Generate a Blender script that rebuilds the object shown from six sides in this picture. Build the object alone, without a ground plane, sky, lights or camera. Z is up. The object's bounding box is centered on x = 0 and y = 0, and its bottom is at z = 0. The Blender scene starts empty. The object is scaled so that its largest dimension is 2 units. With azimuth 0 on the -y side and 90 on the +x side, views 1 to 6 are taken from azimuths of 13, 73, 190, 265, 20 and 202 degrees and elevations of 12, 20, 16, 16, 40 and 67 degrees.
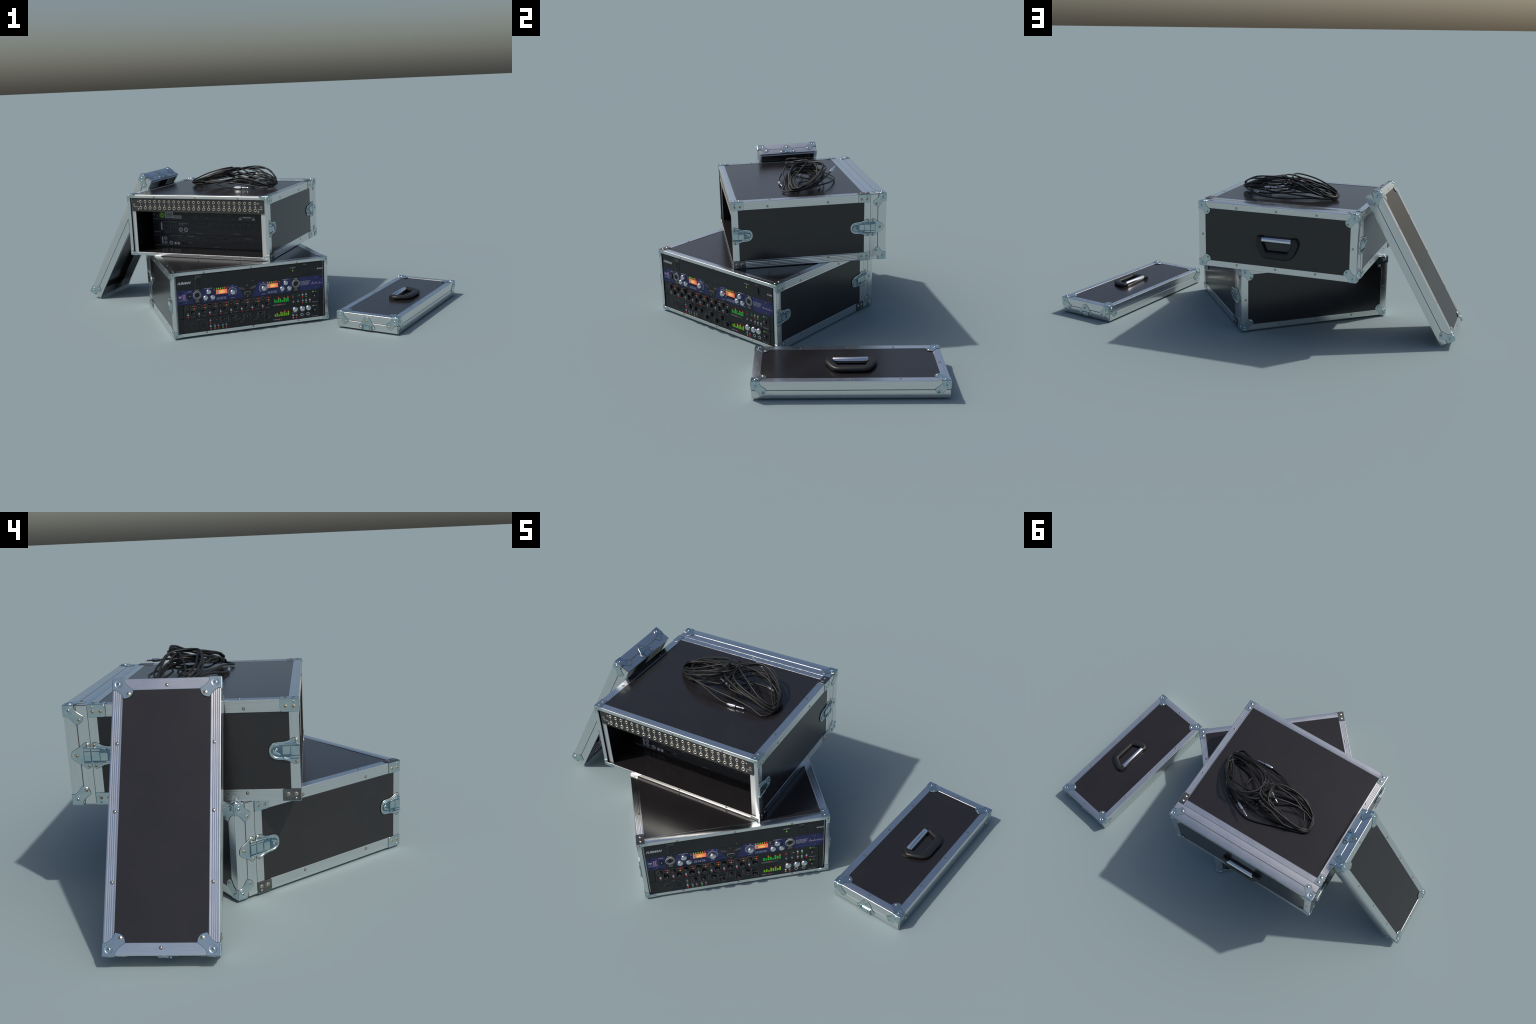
"""Two stacked road cases with rack audio gear, two loose case lids and two
coiled instrument cables.  Everything is built from sizes and rules below."""
import bpy, bmesh, math, random
from mathutils import Vector, Matrix

random.seed(7)
V = Vector
X, Y, Z = V((1, 0, 0)), V((0, 1, 0)), V((0, 0, 1))

# ------------------------------------------------------------------ sizes
W, D, H = 0.7652, 0.6945, 0.3086      # closed case: width, depth, height
T = 0.0725                          # depth of a lid
BY0, BY1 = -D / 2, D / 2 - T        # body runs from front edge to lid seam
PR = 0.0014                         # panels lie this far below the trim
SIDE_H = 0.037                      # trim leg on side walls, along the depth
TOP_W = 0.031                       # trim leg on top and bottom, along the depth
FRONT_S = 0.029                     # front trim leg along the depth
FRAME = 0.0158                      # front trim leg on the front face
REAR_S = 0.027                      # seam trim at the back of the body
RECESS = 0.0012                     # rack panels behind the front edge

# ------------------------------------------------------------------ materials
def nodes_of(name):
    m = bpy.data.materials.new(name)
    m.use_nodes = True
    nt = m.node_tree
    b = nt.nodes["Principled BSDF"]
    return m, nt, b

def plain(name, col, rough=0.5, metal=0.0, emit=0.0, spec=0.5, coat=0.0):
    m, nt, b = nodes_of(name)
    b.inputs["Base Color"].default_value = (*col, 1)
    b.inputs["Roughness"].default_value = rough
    b.inputs["Metallic"].default_value = metal
    b.inputs["Specular IOR Level"].default_value = spec
    b.inputs["Coat Weight"].default_value = coat
    if emit:
        b.inputs["Emission Color"].default_value = (*col, 1)
        b.inputs["Emission Strength"].default_value = emit
    return m

def tex(nt, kind, scale, vec, **kw):
    n = nt.nodes.new(kind)
    n.inputs["Scale"].default_value = scale
    for k, v in kw.items():
        n.inputs[k].default_value = v
    nt.links.new(vec, n.inputs["Vector"])
    return n

def coords(nt, scale=(1, 1, 1)):
    tc = nt.nodes.new("ShaderNodeTexCoord")
    mp = nt.nodes.new("ShaderNodeMapping")
    mp.inputs["Scale"].default_value = scale
    nt.links.new(tc.outputs["Object"], mp.inputs["Vector"])
    return mp.outputs["Vector"]

def ramp(nt, fac, stops):
    r = nt.nodes.new("ShaderNodeValToRGB")
    el = r.color_ramp.elements
    while len(el) < len(stops):
        el.new(0.5)
    for e, (p, c) in zip(el, stops):
        e.position = p
        e.color = (*c, 1)
    nt.links.new(fac, r.inputs["Fac"])
    return r.outputs["Color"]

def bump(nt, b, height, strength, dist):
    n = nt.nodes.new("ShaderNodeBump")
    n.inputs["Strength"].default_value = strength
    n.inputs["Distance"].default_value = dist
    nt.links.new(height, n.inputs["Height"])
    nt.links.new(n.outputs["Normal"], b.inputs["Normal"])

def aluminium(name, axis, lo=(0.75, 0.76, 0.75), hi=(0.84, 0.85, 0.84), r0=0.19, r1=0.25):
    """Extruded trim: drawn streaks along the given axis, light soiling."""
    m, nt, b = nodes_of(name)
    sc = [60, 60, 60]
    sc[axis] = 1.2
    v = coords(nt, sc)
    n1 = tex(nt, "ShaderNodeTexNoise", 9.0, v, Detail=4.0, Roughness=0.6)
    nt.links.new(ramp(nt, n1.outputs["Fac"], [(0.30, lo), (0.62, hi)]), b.inputs["Base Color"])
    v2 = coords(nt)
    n2 = tex(nt, "ShaderNodeTexNoise", 22.0, v2, Detail=5.0, Roughness=0.6)
    mr = nt.nodes.new("ShaderNodeMapRange")
    mr.inputs["From Min"].default_value, mr.inputs["From Max"].default_value = 0.3, 0.7
    mr.inputs["To Min"].default_value, mr.inputs["To Max"].default_value = r0, r1
    nt.links.new(n2.outputs["Fac"], mr.inputs["Value"])
    nt.links.new(mr.outputs["Result"], b.inputs["Roughness"])
    b.inputs["Metallic"].default_value = 1.0
    return m

def zinc(name, tint=((0.48, 0.61, 0.66), (0.56, 0.67, 0.69), (0.64, 0.71, 0.68)), rough=0.22):
    """Blue passivated pressed steel of corners and latches."""
    m, nt, b = nodes_of(name)
    v = coords(nt)
    n1 = tex(nt, "ShaderNodeTexNoise", 26.0, v, Detail=3.0)
    nt.links.new(ramp(nt, n1.outputs["Fac"], [(0.32, tint[0]), (0.5, tint[1]),
                                              (0.68, tint[2])]), b.inputs["Base Color"])
    n2 = tex(nt, "ShaderNodeTexNoise", 180.0, v, Detail=3.0)
    b.inputs["Metallic"].default_value = 1.0
    b.inputs["Roughness"].default_value = rough
    bump(nt, b, n2.outputs["Fac"], 0.15, 0.0002)
    return m

def phenolic(name):
    """Dark brown film faced plywood with a faint wire print."""
    m, nt, b = nodes_of(name)
    v = coords(nt)
    n1 = tex(nt, "ShaderNodeTexNoise", 7.0, v, Detail=4.0)
    nt.links.new(ramp(nt, n1.outputs["Fac"], [(0.3, (0.0150, 0.0135, 0.0145)), (0.7, (0.0190, 0.0165, 0.0170))]),
                 b.inputs["Base Color"])
    v2 = coords(nt, (1.0, 1.0, 6.0))
    n2 = tex(nt, "ShaderNodeTexNoise", 55.0, v2, Detail=3.0, Roughness=0.55)
    b.inputs["Roughness"].default_value = 0.22
    b.inputs["Specular IOR Level"].default_value = 0.68
    bump(nt, b, n2.outputs["Fac"], 0.025, 0.0003)
    return m

def cord_material(name):
    m, nt, b = nodes_of(name)
    n1 = tex(nt, "ShaderNodeTexNoise", 60.0, coords(nt), Detail=3.0)
    nt.links.new(ramp(nt, n1.outputs["Fac"], [(0.3, (0.0085, 0.0085, 0.0080)), (0.7, (0.0135, 0.0130, 0.0120))]),
                 b.inputs["Base Color"])
    b.inputs["Roughness"].default_value = 0.48
    return m

def glow_meter(name):
    """Lit meter face: bright yellow middle, orange-red border."""
    m, nt, b = nodes_of(name)
    tc = nt.nodes.new("ShaderNodeTexCoord")
    mp = nt.nodes.new("ShaderNodeMapping")
    mp.inputs["Location"].default_value = (-1.0, 0, -1.0)
    mp.inputs["Scale"].default_value = (2, 0, 2)
    nt.links.new(tc.outputs["Generated"], mp.inputs["Vector"])
    g = nt.nodes.new("ShaderNodeTexGradient")
    g.gradient_type = "SPHERICAL"
    nt.links.new(mp.outputs["Vector"], g.inputs["Vector"])
    c = ramp(nt, g.outputs["Fac"], [(0.0, (0.80, 0.16, 0.08)), (0.35, (0.95, 0.30, 0.08)), (0.75, (1.0, 0.62, 0.16))])
    nt.links.new(c, b.inputs["Base Color"])
    nt.links.new(c, b.inputs["Emission Color"])
    b.inputs["Emission Strength"].default_value = 0.55
    b.inputs["Roughness"].default_value = 0.3
    return m

M = {
    "alu_x": aluminium("aluminium_along_x", 0), "alu_y": aluminium("aluminium_along_y", 1),
    "alu_z": aluminium("aluminium_along_z", 2),
    "rail": plain("rack_rail_steel", (0.62, 0.63, 0.63), 0.42, 0.6),
    "zinc": zinc("zinc_plated_steel"),
    "zinc_dull": zinc("dark_grey_plate", ((0.13, 0.135, 0.14), (0.17, 0.17, 0.17), (0.23, 0.22, 0.21)), 0.34),
    "zinc_deep": zinc("zinc_darkened_for_dish_shade", ((0.16, 0.25, 0.32), (0.22, 0.32, 0.37), (0.30, 0.38, 0.40)), 0.26), "groove": plain("dark_seam", (0.06, 0.05, 0.04), 0.6),
    "rivet": plain("rivet_steel", (0.62, 0.55, 0.42), 0.28, 1.0),
    "hole": plain("screw_recess", (0.02, 0.018, 0.015), 0.5, 0.3),
    "panel": phenolic("phenolic_board"), "inside": plain("black_inner_board", (0.006, 0.006, 0.007), 0.35),
    "face": plain("black_faceplate", (0.0125, 0.0135, 0.0140), 0.42), "face2": plain("black_socket", (0.0075, 0.008, 0.0085), 0.4),
    "patch": plain("patchbay_faceplate", (0.0300, 0.0290, 0.0255), 0.5),
    "rear": plain("rear_panel_black", (0.020, 0.022, 0.027), 0.45),
    "outline": plain("faint_outline", (0.070, 0.073, 0.080), 0.5),
    "blue": plain("blue_faceplate", (0.022, 0.027, 0.135), 0.4),
    "white": plain("white_print", (0.62, 0.63, 0.65), 0.5), "grey": plain("grey_print", (0.36, 0.37, 0.39), 0.5),
    "pink": plain("pink_print", (0.50, 0.22, 0.48), 0.5), "redprint": plain("red_print", (0.42, 0.035, 0.05), 0.5),
    "chrome": plain("polished_metal", (0.86, 0.87, 0.90), 0.22, 1.0), "silver": plain("satin_knob", (0.74, 0.75, 0.77), 0.24, 1.0),
    "button": plain("pale_button", (0.40, 0.44, 0.50), 0.4), "knob": plain("black_knob", (0.012, 0.011, 0.011), 0.30),
    "nickel": plain("jack_nickel", (0.60, 0.56, 0.47), 0.35, 0.55), "rubber": plain("handle_rubber", (0.0125, 0.0130, 0.0130), 0.42),
    "cord": cord_material("cable_jacket"), "meter": glow_meter("lit_meter"),
    "led_r": plain("red_lamp", (0.85, 0.02, 0.02), 0.3, emit=0.22), "led_o": plain("orange_lamp", (0.95, 0.33, 0.02), 0.3, emit=0.2),
    "led_g": plain("green_lamp", (0.03, 0.62, 0.06), 0.3, emit=0.2), "led_y": plain("lime_lamp", (0.26, 0.66, 0.02), 0.3, emit=0.22),
    "led_off": plain("unlit_lamp", (0.05, 0.015, 0.012), 0.4), "label": plain("paper_label", (0.50, 0.52, 0.55), 0.6),
    "dark_screw": plain("dark_screw_head", (0.16, 0.16, 0.17), 0.35, 0.8),
    "dot": plain("pink_knob_mark", (0.42, 0.17, 0.22), 0.5),
    "sticker": plain("green_sticker", (0.16, 0.42, 0.03), 0.5),
}

# ------------------------------------------------------------------ mesh builder
class Mesh:
    """Collects pieces with material slots, then becomes one object."""
    def __init__(self):
        self.bm = bmesh.new()
        self.mats = []

    def mi(self, key):
        if key not in self.mats:
            self.mats.append(key)
        return self.mats.index(key)

    def poly(self, verts, key, smooth=False):
        f = self.bm.faces.new(verts)
        f.material_index = self.mi(key)
        f.smooth = smooth
        return f

    def box(self, x0, x1, y0, y1, z0, z1, key):
        vs = [self.bm.verts.new((x, y, z)) for x in (x0, x1) for y in (y0, y1) for z in (z0, z1)]
        for q in ((0, 1, 3, 2), (4, 6, 7, 5), (0, 4, 5, 1), (2, 3, 7, 6), (0, 2, 6, 4), (1, 5, 7, 3)):
            self.poly([vs[i] for i in q], key)

    def prism(self, pts, o, u, v, n, t, key, inset=0.0):
        """Flat plate: outline pts in (u,v) at o, thickness t along n, optional chamfer."""
        c = V((0, 0))
        for p in pts:
            c += V(p) / len(pts)
        rows = [(pts, 0.0), (pts, t - inset)]
        if inset:
            ins = []
            k = len(pts)
            for i in range(k):
                a, b, d = V(pts[i - 1]), V(pts[i]), V(pts[(i + 1) % k])
                e1, e2 = (b - a), (d - b)
                n1 = V((-e1.y, e1.x)).normalized() if e1.length else V((0, 0))
                n2 = V((-e2.y, e2.x)).normalized() if e2.length else V((0, 0))
                w = (n1 + n2)
                w = w.normalized() if w.length > 1e-6 else n1
                if area(pts) < 0:
                    w = -w
                ins.append(tuple(b + w * inset))
            rows.append((ins, t))
        rings = [[self.bm.verts.new(o + u * p[0] + v * p[1] + n * h) for p in ps] for ps, h in rows]
        for a, b in zip(rings, rings[1:]):
            for i in range(len(a)):
                j = (i + 1) % len(a)
                self.poly([a[i], a[j], b[j], b[i]], key)
        self.poly(rings[-1], key)
        self.poly(rings[0][::-1], key)

    def lathe(self, prof, o, n, key, seg=12, smooth=True, arc=None):
        """Turned piece: prof = (radius, height along n) list."""
        n = n.normalized()
        u = n.orthogonal().normalized()
        v = n.cross(u)
        rings = []
        for r, h in prof:
            if r < 1e-7:
                rings.append([self.bm.verts.new(o + n * h)])
            else:
                rings.append([self.bm.verts.new(o + n * h + u * (r * math.cos(2 * math.pi * i / seg)) +
                                                v * (r * math.sin(2 * math.pi * i / seg))) for i in range(seg)])
        for a, b in zip(rings, rings[1:]):
            for i in range(seg):
                j = (i + 1) % seg
                if len(a) == 1 and len(b) == 1:
                    continue
                if len(a) == 1:
                    self.poly([a[0], b[j], b[i]], key, smooth)
                elif len(b) == 1:
                    self.poly([a[i], a[j], b[0]], key, smooth)
                else:
                    self.poly([a[i], a[j], b[j], b[i]], key, smooth)

    def disc(self, o, n, r, h, key, seg=14):
        self.lathe([(r, 0), (r, h), (0, h)], o, n, key, seg, False)

    def ring(self, o, n, r0, r1, h, key, seg=18):
        self.lathe([(r1, 0), (r1, h), (r0, h), (r0, 0)], o, n, key, seg, False)

    def arc(self, o, u, v, n, r0, r1, a0, a1, h, key, seg=14):
        pts = [(r1 * math.cos(a0 + (a1 - a0) * i / seg), r1 * math.sin(a0 + (a1 - a0) * i / seg)) for i in range(seg + 1)]
        inn = [(r0 * math.cos(a0 + (a1 - a0) * i / seg), r0 * math.sin(a0 + (a1 - a0) * i / seg)) for i in range(seg + 1)]
        for i in range(seg):
            self.prism([inn[i], pts[i], pts[i + 1], inn[i + 1]], o, u, v, n, h, key)

    def dome(self, o, n, r, h, key, seg=10):
        self.lathe([(r, 0), (r * 0.86, h * 0.55), (r * 0.5, h * 0.9), (0, h)], o, n, key, seg)

    def screw(self, o, n, r=0.0040, key="rivet"):
        self.lathe([(r * 1.5, 0), (r * 1.5, 0.0003), (r, 0.0009), (r * 0.8, 0.0018), (r * 0.42, 0.0021)], o, n, key, 12)
        self.disc(o + n.normalized() * 0.0012, n, r * 0.42, 0.0008, "hole", 8)

    def tube(self, pts, r, key, seg=8, caps=True, ellipse=None):
        """Round bar along a polyline with parallel transported rings."""
        P = [V(p) for p in pts]
        tang = []
        for i in range(len(P)):
            a = P[max(i - 1, 0)]
            b = P[min(i + 1, len(P) - 1)]
            tang.append((b - a).normalized())
        nrm = tang[0].orthogonal().normalized()
        rings = []
        for i, p in enumerate(P):
            if i:
                q = tang[i - 1].rotation_difference(tang[i])
                nrm = (q @ nrm).normalized()
            bi = tang[i].cross(nrm)
            rings.append([self.bm.verts.new(p + nrm * (r * math.cos(2 * math.pi * k / seg)) +
                                            bi * (r * math.sin(2 * math.pi * k / seg))) for k in range(seg)])
        for a, b in zip(rings, rings[1:]):
            for k in range(seg):
                j = (k + 1) % seg
                self.poly([a[k], a[j], b[j], b[k]], key, True)
        if caps:
            self.poly(rings[0][::-1], key)
            self.poly(rings[-1], key)

    def text(self, s, x, z, size, y, key, align="LEFT", shear=0.0, bold=0.0, sx=1.0):
        """Raised lettering on a plane facing -y; baseline at z."""
        me = glyphs(s, size, align, shear, bold)
        base = len(self.bm.verts)
        vs = [self.bm.verts.new((x + v.co.x * sx, y - v.co.z, z + v.co.y)) for v in me.vertices]
        for p in me.polygons:
            try:
                self.poly([vs[i] for i in p.vertices], key)
            except ValueError:
                pass

    def data(self, name, sharp=32):
        bmesh.ops.recalc_face_normals(self.bm, faces=self.bm.faces)
        me = bpy.data.meshes.new(name)
        self.bm.to_mesh(me)
        self.bm.free()
        for k in self.mats:
            me.materials.append(M[k])
        me.set_sharp_from_angle(angle=math.radians(sharp))
        return me

    def obj(self, name, parent=None, matrix=None, sharp=32):
        return place(name, self.data(name, sharp), parent, matrix)


def area(pts):
    return sum(a[0] * b[1] - b[0] * a[1] for a, b in zip(pts, pts[1:] + pts[:1]))

def place(name, me, parent=None, matrix=None):
    ob = bpy.data.objects.new(name, me)
    bpy.context.scene.collection.objects.link(ob)
    if parent:
        ob.parent = parent
    if matrix is not None:
        ob.matrix_local = matrix
    return ob

def empty(name, matrix, parent=None):
    ob = bpy.data.objects.new(name, None)
    ob.empty_display_size = 0.05
    bpy.context.scene.collection.objects.link(ob)
    if parent:
        ob.parent = parent
    ob.matrix_local = matrix
    return ob

GLYPH = {}
def glyphs(s, size, align, shear, bold):
    k = (s, size, align, shear, bold)
    if k not in GLYPH:
        cu = bpy.data.curves.new("lettering", "FONT")
        cu.body = s
        cu.size = size
        cu.align_x = align
        cu.shear = shear
        cu.offset = bold
        cu.extrude = 0.0004
        cu.resolution_u = 2
        ob = bpy.data.objects.new("lettering", cu)
        bpy.context.scene.collection.objects.link(ob)
        dg = bpy.context.evaluated_depsgraph_get()
        GLYPH[k] = bpy.data.meshes.new_from_object(ob.evaluated_get(dg))
        bpy.data.objects.remove(ob)
    return GLYPH[k]

# ------------------------------------------------------------------ trim and hardware
def leg_profile(length, grooves):
    """Heights across a ribbed trim leg, from its edge at 0 to its tip."""
    out = []
    gw, gd = 0.0010, 0.00016
    for f in grooves:
        c = f * length
        out += [(c - gw, 0.0), (c - gw * 0.4, gd), (c + gw * 0.4, gd), (c + gw, 0.0)]
    return out

RIBS = (0.24, 0.42, 0.60, 0.80)

def angle_trim(ms, p0, p1, da, db, la, lb, key, ga=RIBS, gb=RIBS, t=0.0026, r=0.0014):
    """Extruded L profile along an outer edge, legs along da and db."""
    prof = [(la, t), (la, 0.0005)]
    prof += [(la - 0.0005, 0.0)]
    prof += [(a, b) for a, b in reversed(leg_profile(la, ga))]
    for i in range(4):
        an = math.pi / 2 * i / 3
        prof.append((r - r * math.sin(an), r - r * math.cos(an)))
    prof += [(b, a) for a, b in leg_profile(lb, gb)]
    prof += [(0.0, lb - 0.0005), (0.0005, lb), (t, lb), (t, t)]
    ends = [[ms.bm.verts.new(p + da * a + db * b) for a, b in prof] for p in (p0, p1)]
    n = len(prof)
    for i in range(n):
        j = (i + 1) % n
        ms.poly([ends[0][i], ends[0][j], ends[1][j], ends[1][i]], key)
    ms.poly(ends[0], key)
    ms.poly(ends[1][::-1], key)

def flat_trim(ms, o, along, across, nrm, length, width, key, grooves=RIBS, t=0.0026):
    """Ribbed flat bar lying on a face whose surface passes through o."""
    prof = [(0, -t), (0, -0.0001), (0.0001, 0)] + [(a, -b) for a, b in leg_profile(width, grooves)] + \
           [(width - 0.0001, 0), (width, -0.0001), (width, -t)]
    ends = [[ms.bm.verts.new(o + along * s + across * a + nrm * b) for a, b in prof] for s in (0, length)]
    n = len(prof)
    for i in range(n):
        j = (i + 1) % n
        ms.poly([ends[0][i], ends[0][j], ends[1][j], ends[1][i]], key)
    ms.poly(ends[0], key)
    ms.poly(ends[1][::-1], key)

def wing_outline():
    """Lobe of a butterfly corner on one face, corner point at the origin."""
    pts = [(0, 0), (0.034, 0)]
    def curve(a, c, b, n=6):
        return [tuple((1 - t) ** 2 * V(a) + 2 * t * (1 - t) * V(c) + t * t * V(b)) for t in [i / n for i in range(1, n + 1)]]
    pts += curve((0.034, 0), (0.0275, 0.0145), (0.0590, 0.0330))
    pts += curve((0.0590, 0.0330), (0.0580, 0.0580), (0.0330, 0.0590), 7)
    pts += curve((0.0330, 0.0590), (0.0145, 0.0275), (0, 0.034))
    return pts

def rim_of(pts, d):
    """Outline widened by d: shape of the dark plate that draws a shadow line round pressed parts."""
    k, out, sg = len(pts), [], 1 if area(pts) > 0 else -1
    for i in range(k):
        a, b, c = V(pts[i - 1]), V(pts[i]), V(pts[(i + 1) % k])
        e1, e2 = (b - a).normalized(), (c - b).normalized()
        w = V((e1.y + e2.y, -e1.x - e2.x))
        out.append(tuple(b + (w.normalized() if w.length > 1e-6 else w) * d * sg))
    return [(max(p[0], 0.0), max(p[1], 0.0)) if min(min(q) for q in pts) >= 0 else p for p in out]

def lid_corner_mesh():
    """Three-lobed pressed corner: outer corner at the origin, lobes along +x,+y,+z."""
    ms = Mesh()
    w = wing_outline()
    for u, v, n in ((X, Y, -Z), (Y, Z, -X), (Z, X, -Y)):
        ms.prism(rim_of(w, 0.0007), n * 0.0001, u, v, n, 0.0006, "hole")
        ms.prism(w, n * 0.0002, u, v, n, 0.0016, "zinc", 0.0006)
        c = u * 0.0165 + v * 0.0165
        ms.lathe([(0.0135, 0.0016), (0.0128, 0.0026), (0.0105, 0.0026), (0.0085, 0.0017)], c, n, "zinc", 18)
        ms.dome(c + n * 0.0016, n, 0.0055, 0.0022, "zinc")
        ms.disc(c + n * 0.0034, n, 0.0020, 0.0006, "hole", 8)
        ms.screw(u * 0.0455 + v * 0.0455 + n * 0.0017, n, 0.0040)
    return ms.data("corner_bracket", 40)

def rounded_rect(a0, a1, b0, b1, r, corners=(1, 1, 1, 1), n=4):
    pts = []
    for (cx, cy, s), on in zip(((a1, b1, 0), (a0, b1, 1), (a0, b0, 2), (a1, b0, 3)), corners):
        if not on:
            pts.append((cx, cy))
            continue
        sx, sy = (-1 if s in (0, 3) else 1), (-1 if s in (0, 1) else 1)
        for i in range(n + 1):
            an = math.pi / 2 * (s + i / n)
            pts.append((cx + sx * r + r * math.cos(an), cy + sy * r + r * math.sin(an)))
    return pts

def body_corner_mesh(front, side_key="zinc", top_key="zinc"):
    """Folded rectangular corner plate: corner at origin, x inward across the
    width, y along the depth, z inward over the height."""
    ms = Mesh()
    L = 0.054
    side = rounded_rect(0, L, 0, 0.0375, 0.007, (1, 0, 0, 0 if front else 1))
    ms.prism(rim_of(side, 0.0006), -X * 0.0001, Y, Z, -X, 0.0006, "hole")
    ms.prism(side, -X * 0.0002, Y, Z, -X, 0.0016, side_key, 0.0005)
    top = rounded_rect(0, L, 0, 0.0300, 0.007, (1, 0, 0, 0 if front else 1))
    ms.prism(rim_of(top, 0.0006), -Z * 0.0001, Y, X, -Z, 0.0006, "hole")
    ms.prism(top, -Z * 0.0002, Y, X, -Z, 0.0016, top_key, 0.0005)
    for y in (0.0145, 0.0385):
        ms.screw(V((-0.0017, y, 0.0215)), -X, 0.0042)
        ms.screw(V((0.0170, y, -0.0017)), -Z, 0.0042)
    ms.screw(V((-0.0017, 0.0145, 0.0075)), -X, 0.0022)
    if front:
        f = [(0, 0), (0.046, 0), (0.034, 0.0142), (0.0142, 0.0142), (0.0142, 0.030), (0, 0.030)]
        ms.prism(f, -Y * 0.0002, X, Z, -Y, 0.0014, "zinc", 0.0004)
        ms.screw(V((0.0085, -0.0014, 0.0080)), -Y, 0.0038)
    return ms.data("corner_plate", 40)

def mirror_curve(half):
    return half + [(a, -b) for a, b in reversed(half) if abs(b) > 1e-6]

def keeper_mesh():
    """Catch half of a butterfly latch: seam at x=0, plate runs to +x, out along +z."""
    ms = Mesh()
    half = [(0.000, 0.0250), (0.0025, 0.0345), (0.0095, 0.0400), (0.0165, 0.0395), (0.0230, 0.0345),
            (0.0330, 0.0270), (0.0450, 0.0205), (0.0540, 0.0150), (0.0595, 0.0080), (0.0612, 0.0)]
    ms.prism(mirror_curve([(max(a * 1.015, 0), b * 1.025) for a, b in half]), Z * 0.0001, X, Y, Z, 0.0006, "hole")  # near-black under-plate, its edge drawn as the keeper's border shadow
    ms.prism(mirror_curve(half), Z * 0.0002, X, Y, Z, 0.0016, "zinc", 0.0005)
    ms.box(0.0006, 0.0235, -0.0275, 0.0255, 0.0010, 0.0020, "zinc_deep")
    ms.box(0.0016, 0.0205, -0.0120, 0.0150, 0.0016, 0.0052, "zinc")
    ms.box(0.0010, 0.0215, -0.0215, -0.0155, 0.0016, 0.0060, "zinc")
    ms.screw(V((0.0440, 0, 0.0024)), Z, 0.0042)
    for s in (1, -1):
        ms.screw(V((0.0105, 0.0322 * s, 0.0017)), Z, 0.0036)
    return ms.data("latch_keeper", 40)

def latch_mesh(closed):
    """Turning half of a butterfly latch: seam at x=0, dish runs to -x."""
    ms = Mesh()
    half = [(0.000, 0.0250), (-0.0025, 0.0345), (-0.0090, 0.0395), (-0.0170, 0.0390), (-0.0260, 0.0350),
            (-0.0370, 0.0300), (-0.0500, 0.0275), (-0.0640, 0.0270), (-0.0760, 0.0245), (-0.0850, 0.0180),
            (-0.0895, 0.0090), (-0.0905, 0.0)]
    ms.prism(mirror_curve([(min(a * 1.012, 0), b * 1.03) for a, b in half]), Z * 0.0001, X, Y, Z, 0.0006, "hole")  # slightly larger dark plate models the shade outlining the latch
    ms.prism(mirror_curve(half), Z * 0.0002, X, Y, Z, 0.0016, "zinc", 0.0005)
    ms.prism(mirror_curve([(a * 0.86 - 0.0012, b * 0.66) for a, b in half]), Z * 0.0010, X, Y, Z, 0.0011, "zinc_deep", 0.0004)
    rim = [(a * 0.93 - 0.001, b * 0.80) for a, b in half[3:]]
    loop = [V((a, b, 0.0022)) for a, b in mirror_curve(rim)]
    ms.tube(loop, 0.0011, "zinc", 6)
    ms.box(-0.0255, -0.0020, -0.0120, 0.0150, 0.0016, 0.0050, "zinc")
    ms.box(-0.0500, -0.0280, -0.0090, 0.0150, 0.0016, 0.0058, "zinc")
    ms.box(-0.0280, -0.0015, -0.0205, -0.0150, 0.0016, 0.0056, "zinc")
    end = 0.0215 if closed else -0.0004
    ms.tube([V((end, 0.0215, 0.0044)), V((-0.036, 0.0215, 0.0044)), V((-0.042, 0.0180, 0.0040))], 0.0019, "zinc", 8)
    ms.tube([V((end, -0.0245, 0.0044)), V((-0.040, -0.0245, 0.0044)), V((-0.047, -0.0215, 0.0040)),
             V((-0.047, -0.0150, 0.0036))], 0.0022, "zinc", 8)
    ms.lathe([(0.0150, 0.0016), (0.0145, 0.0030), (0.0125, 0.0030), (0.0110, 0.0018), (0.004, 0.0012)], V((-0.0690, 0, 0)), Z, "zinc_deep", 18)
    ms.prism([(-0.0800, -0.006), (-0.0580, -0.014), (-0.0560, -0.010), (-0.0790, 0.004)], Z * 0.0016, X, Y, Z, 0.0040, "zinc", 0.0008)
    ms.dome(V((-0.0690, 0.004, 0.0016)), Z, 0.0050, 0.0030, "zinc")
    for s in (1, -1):
        ms.screw(V((-0.0105, 0.0320 * s, 0.0017)), Z, 0.0036)
    return ms.data("butterfly_latch", 40)

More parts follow.
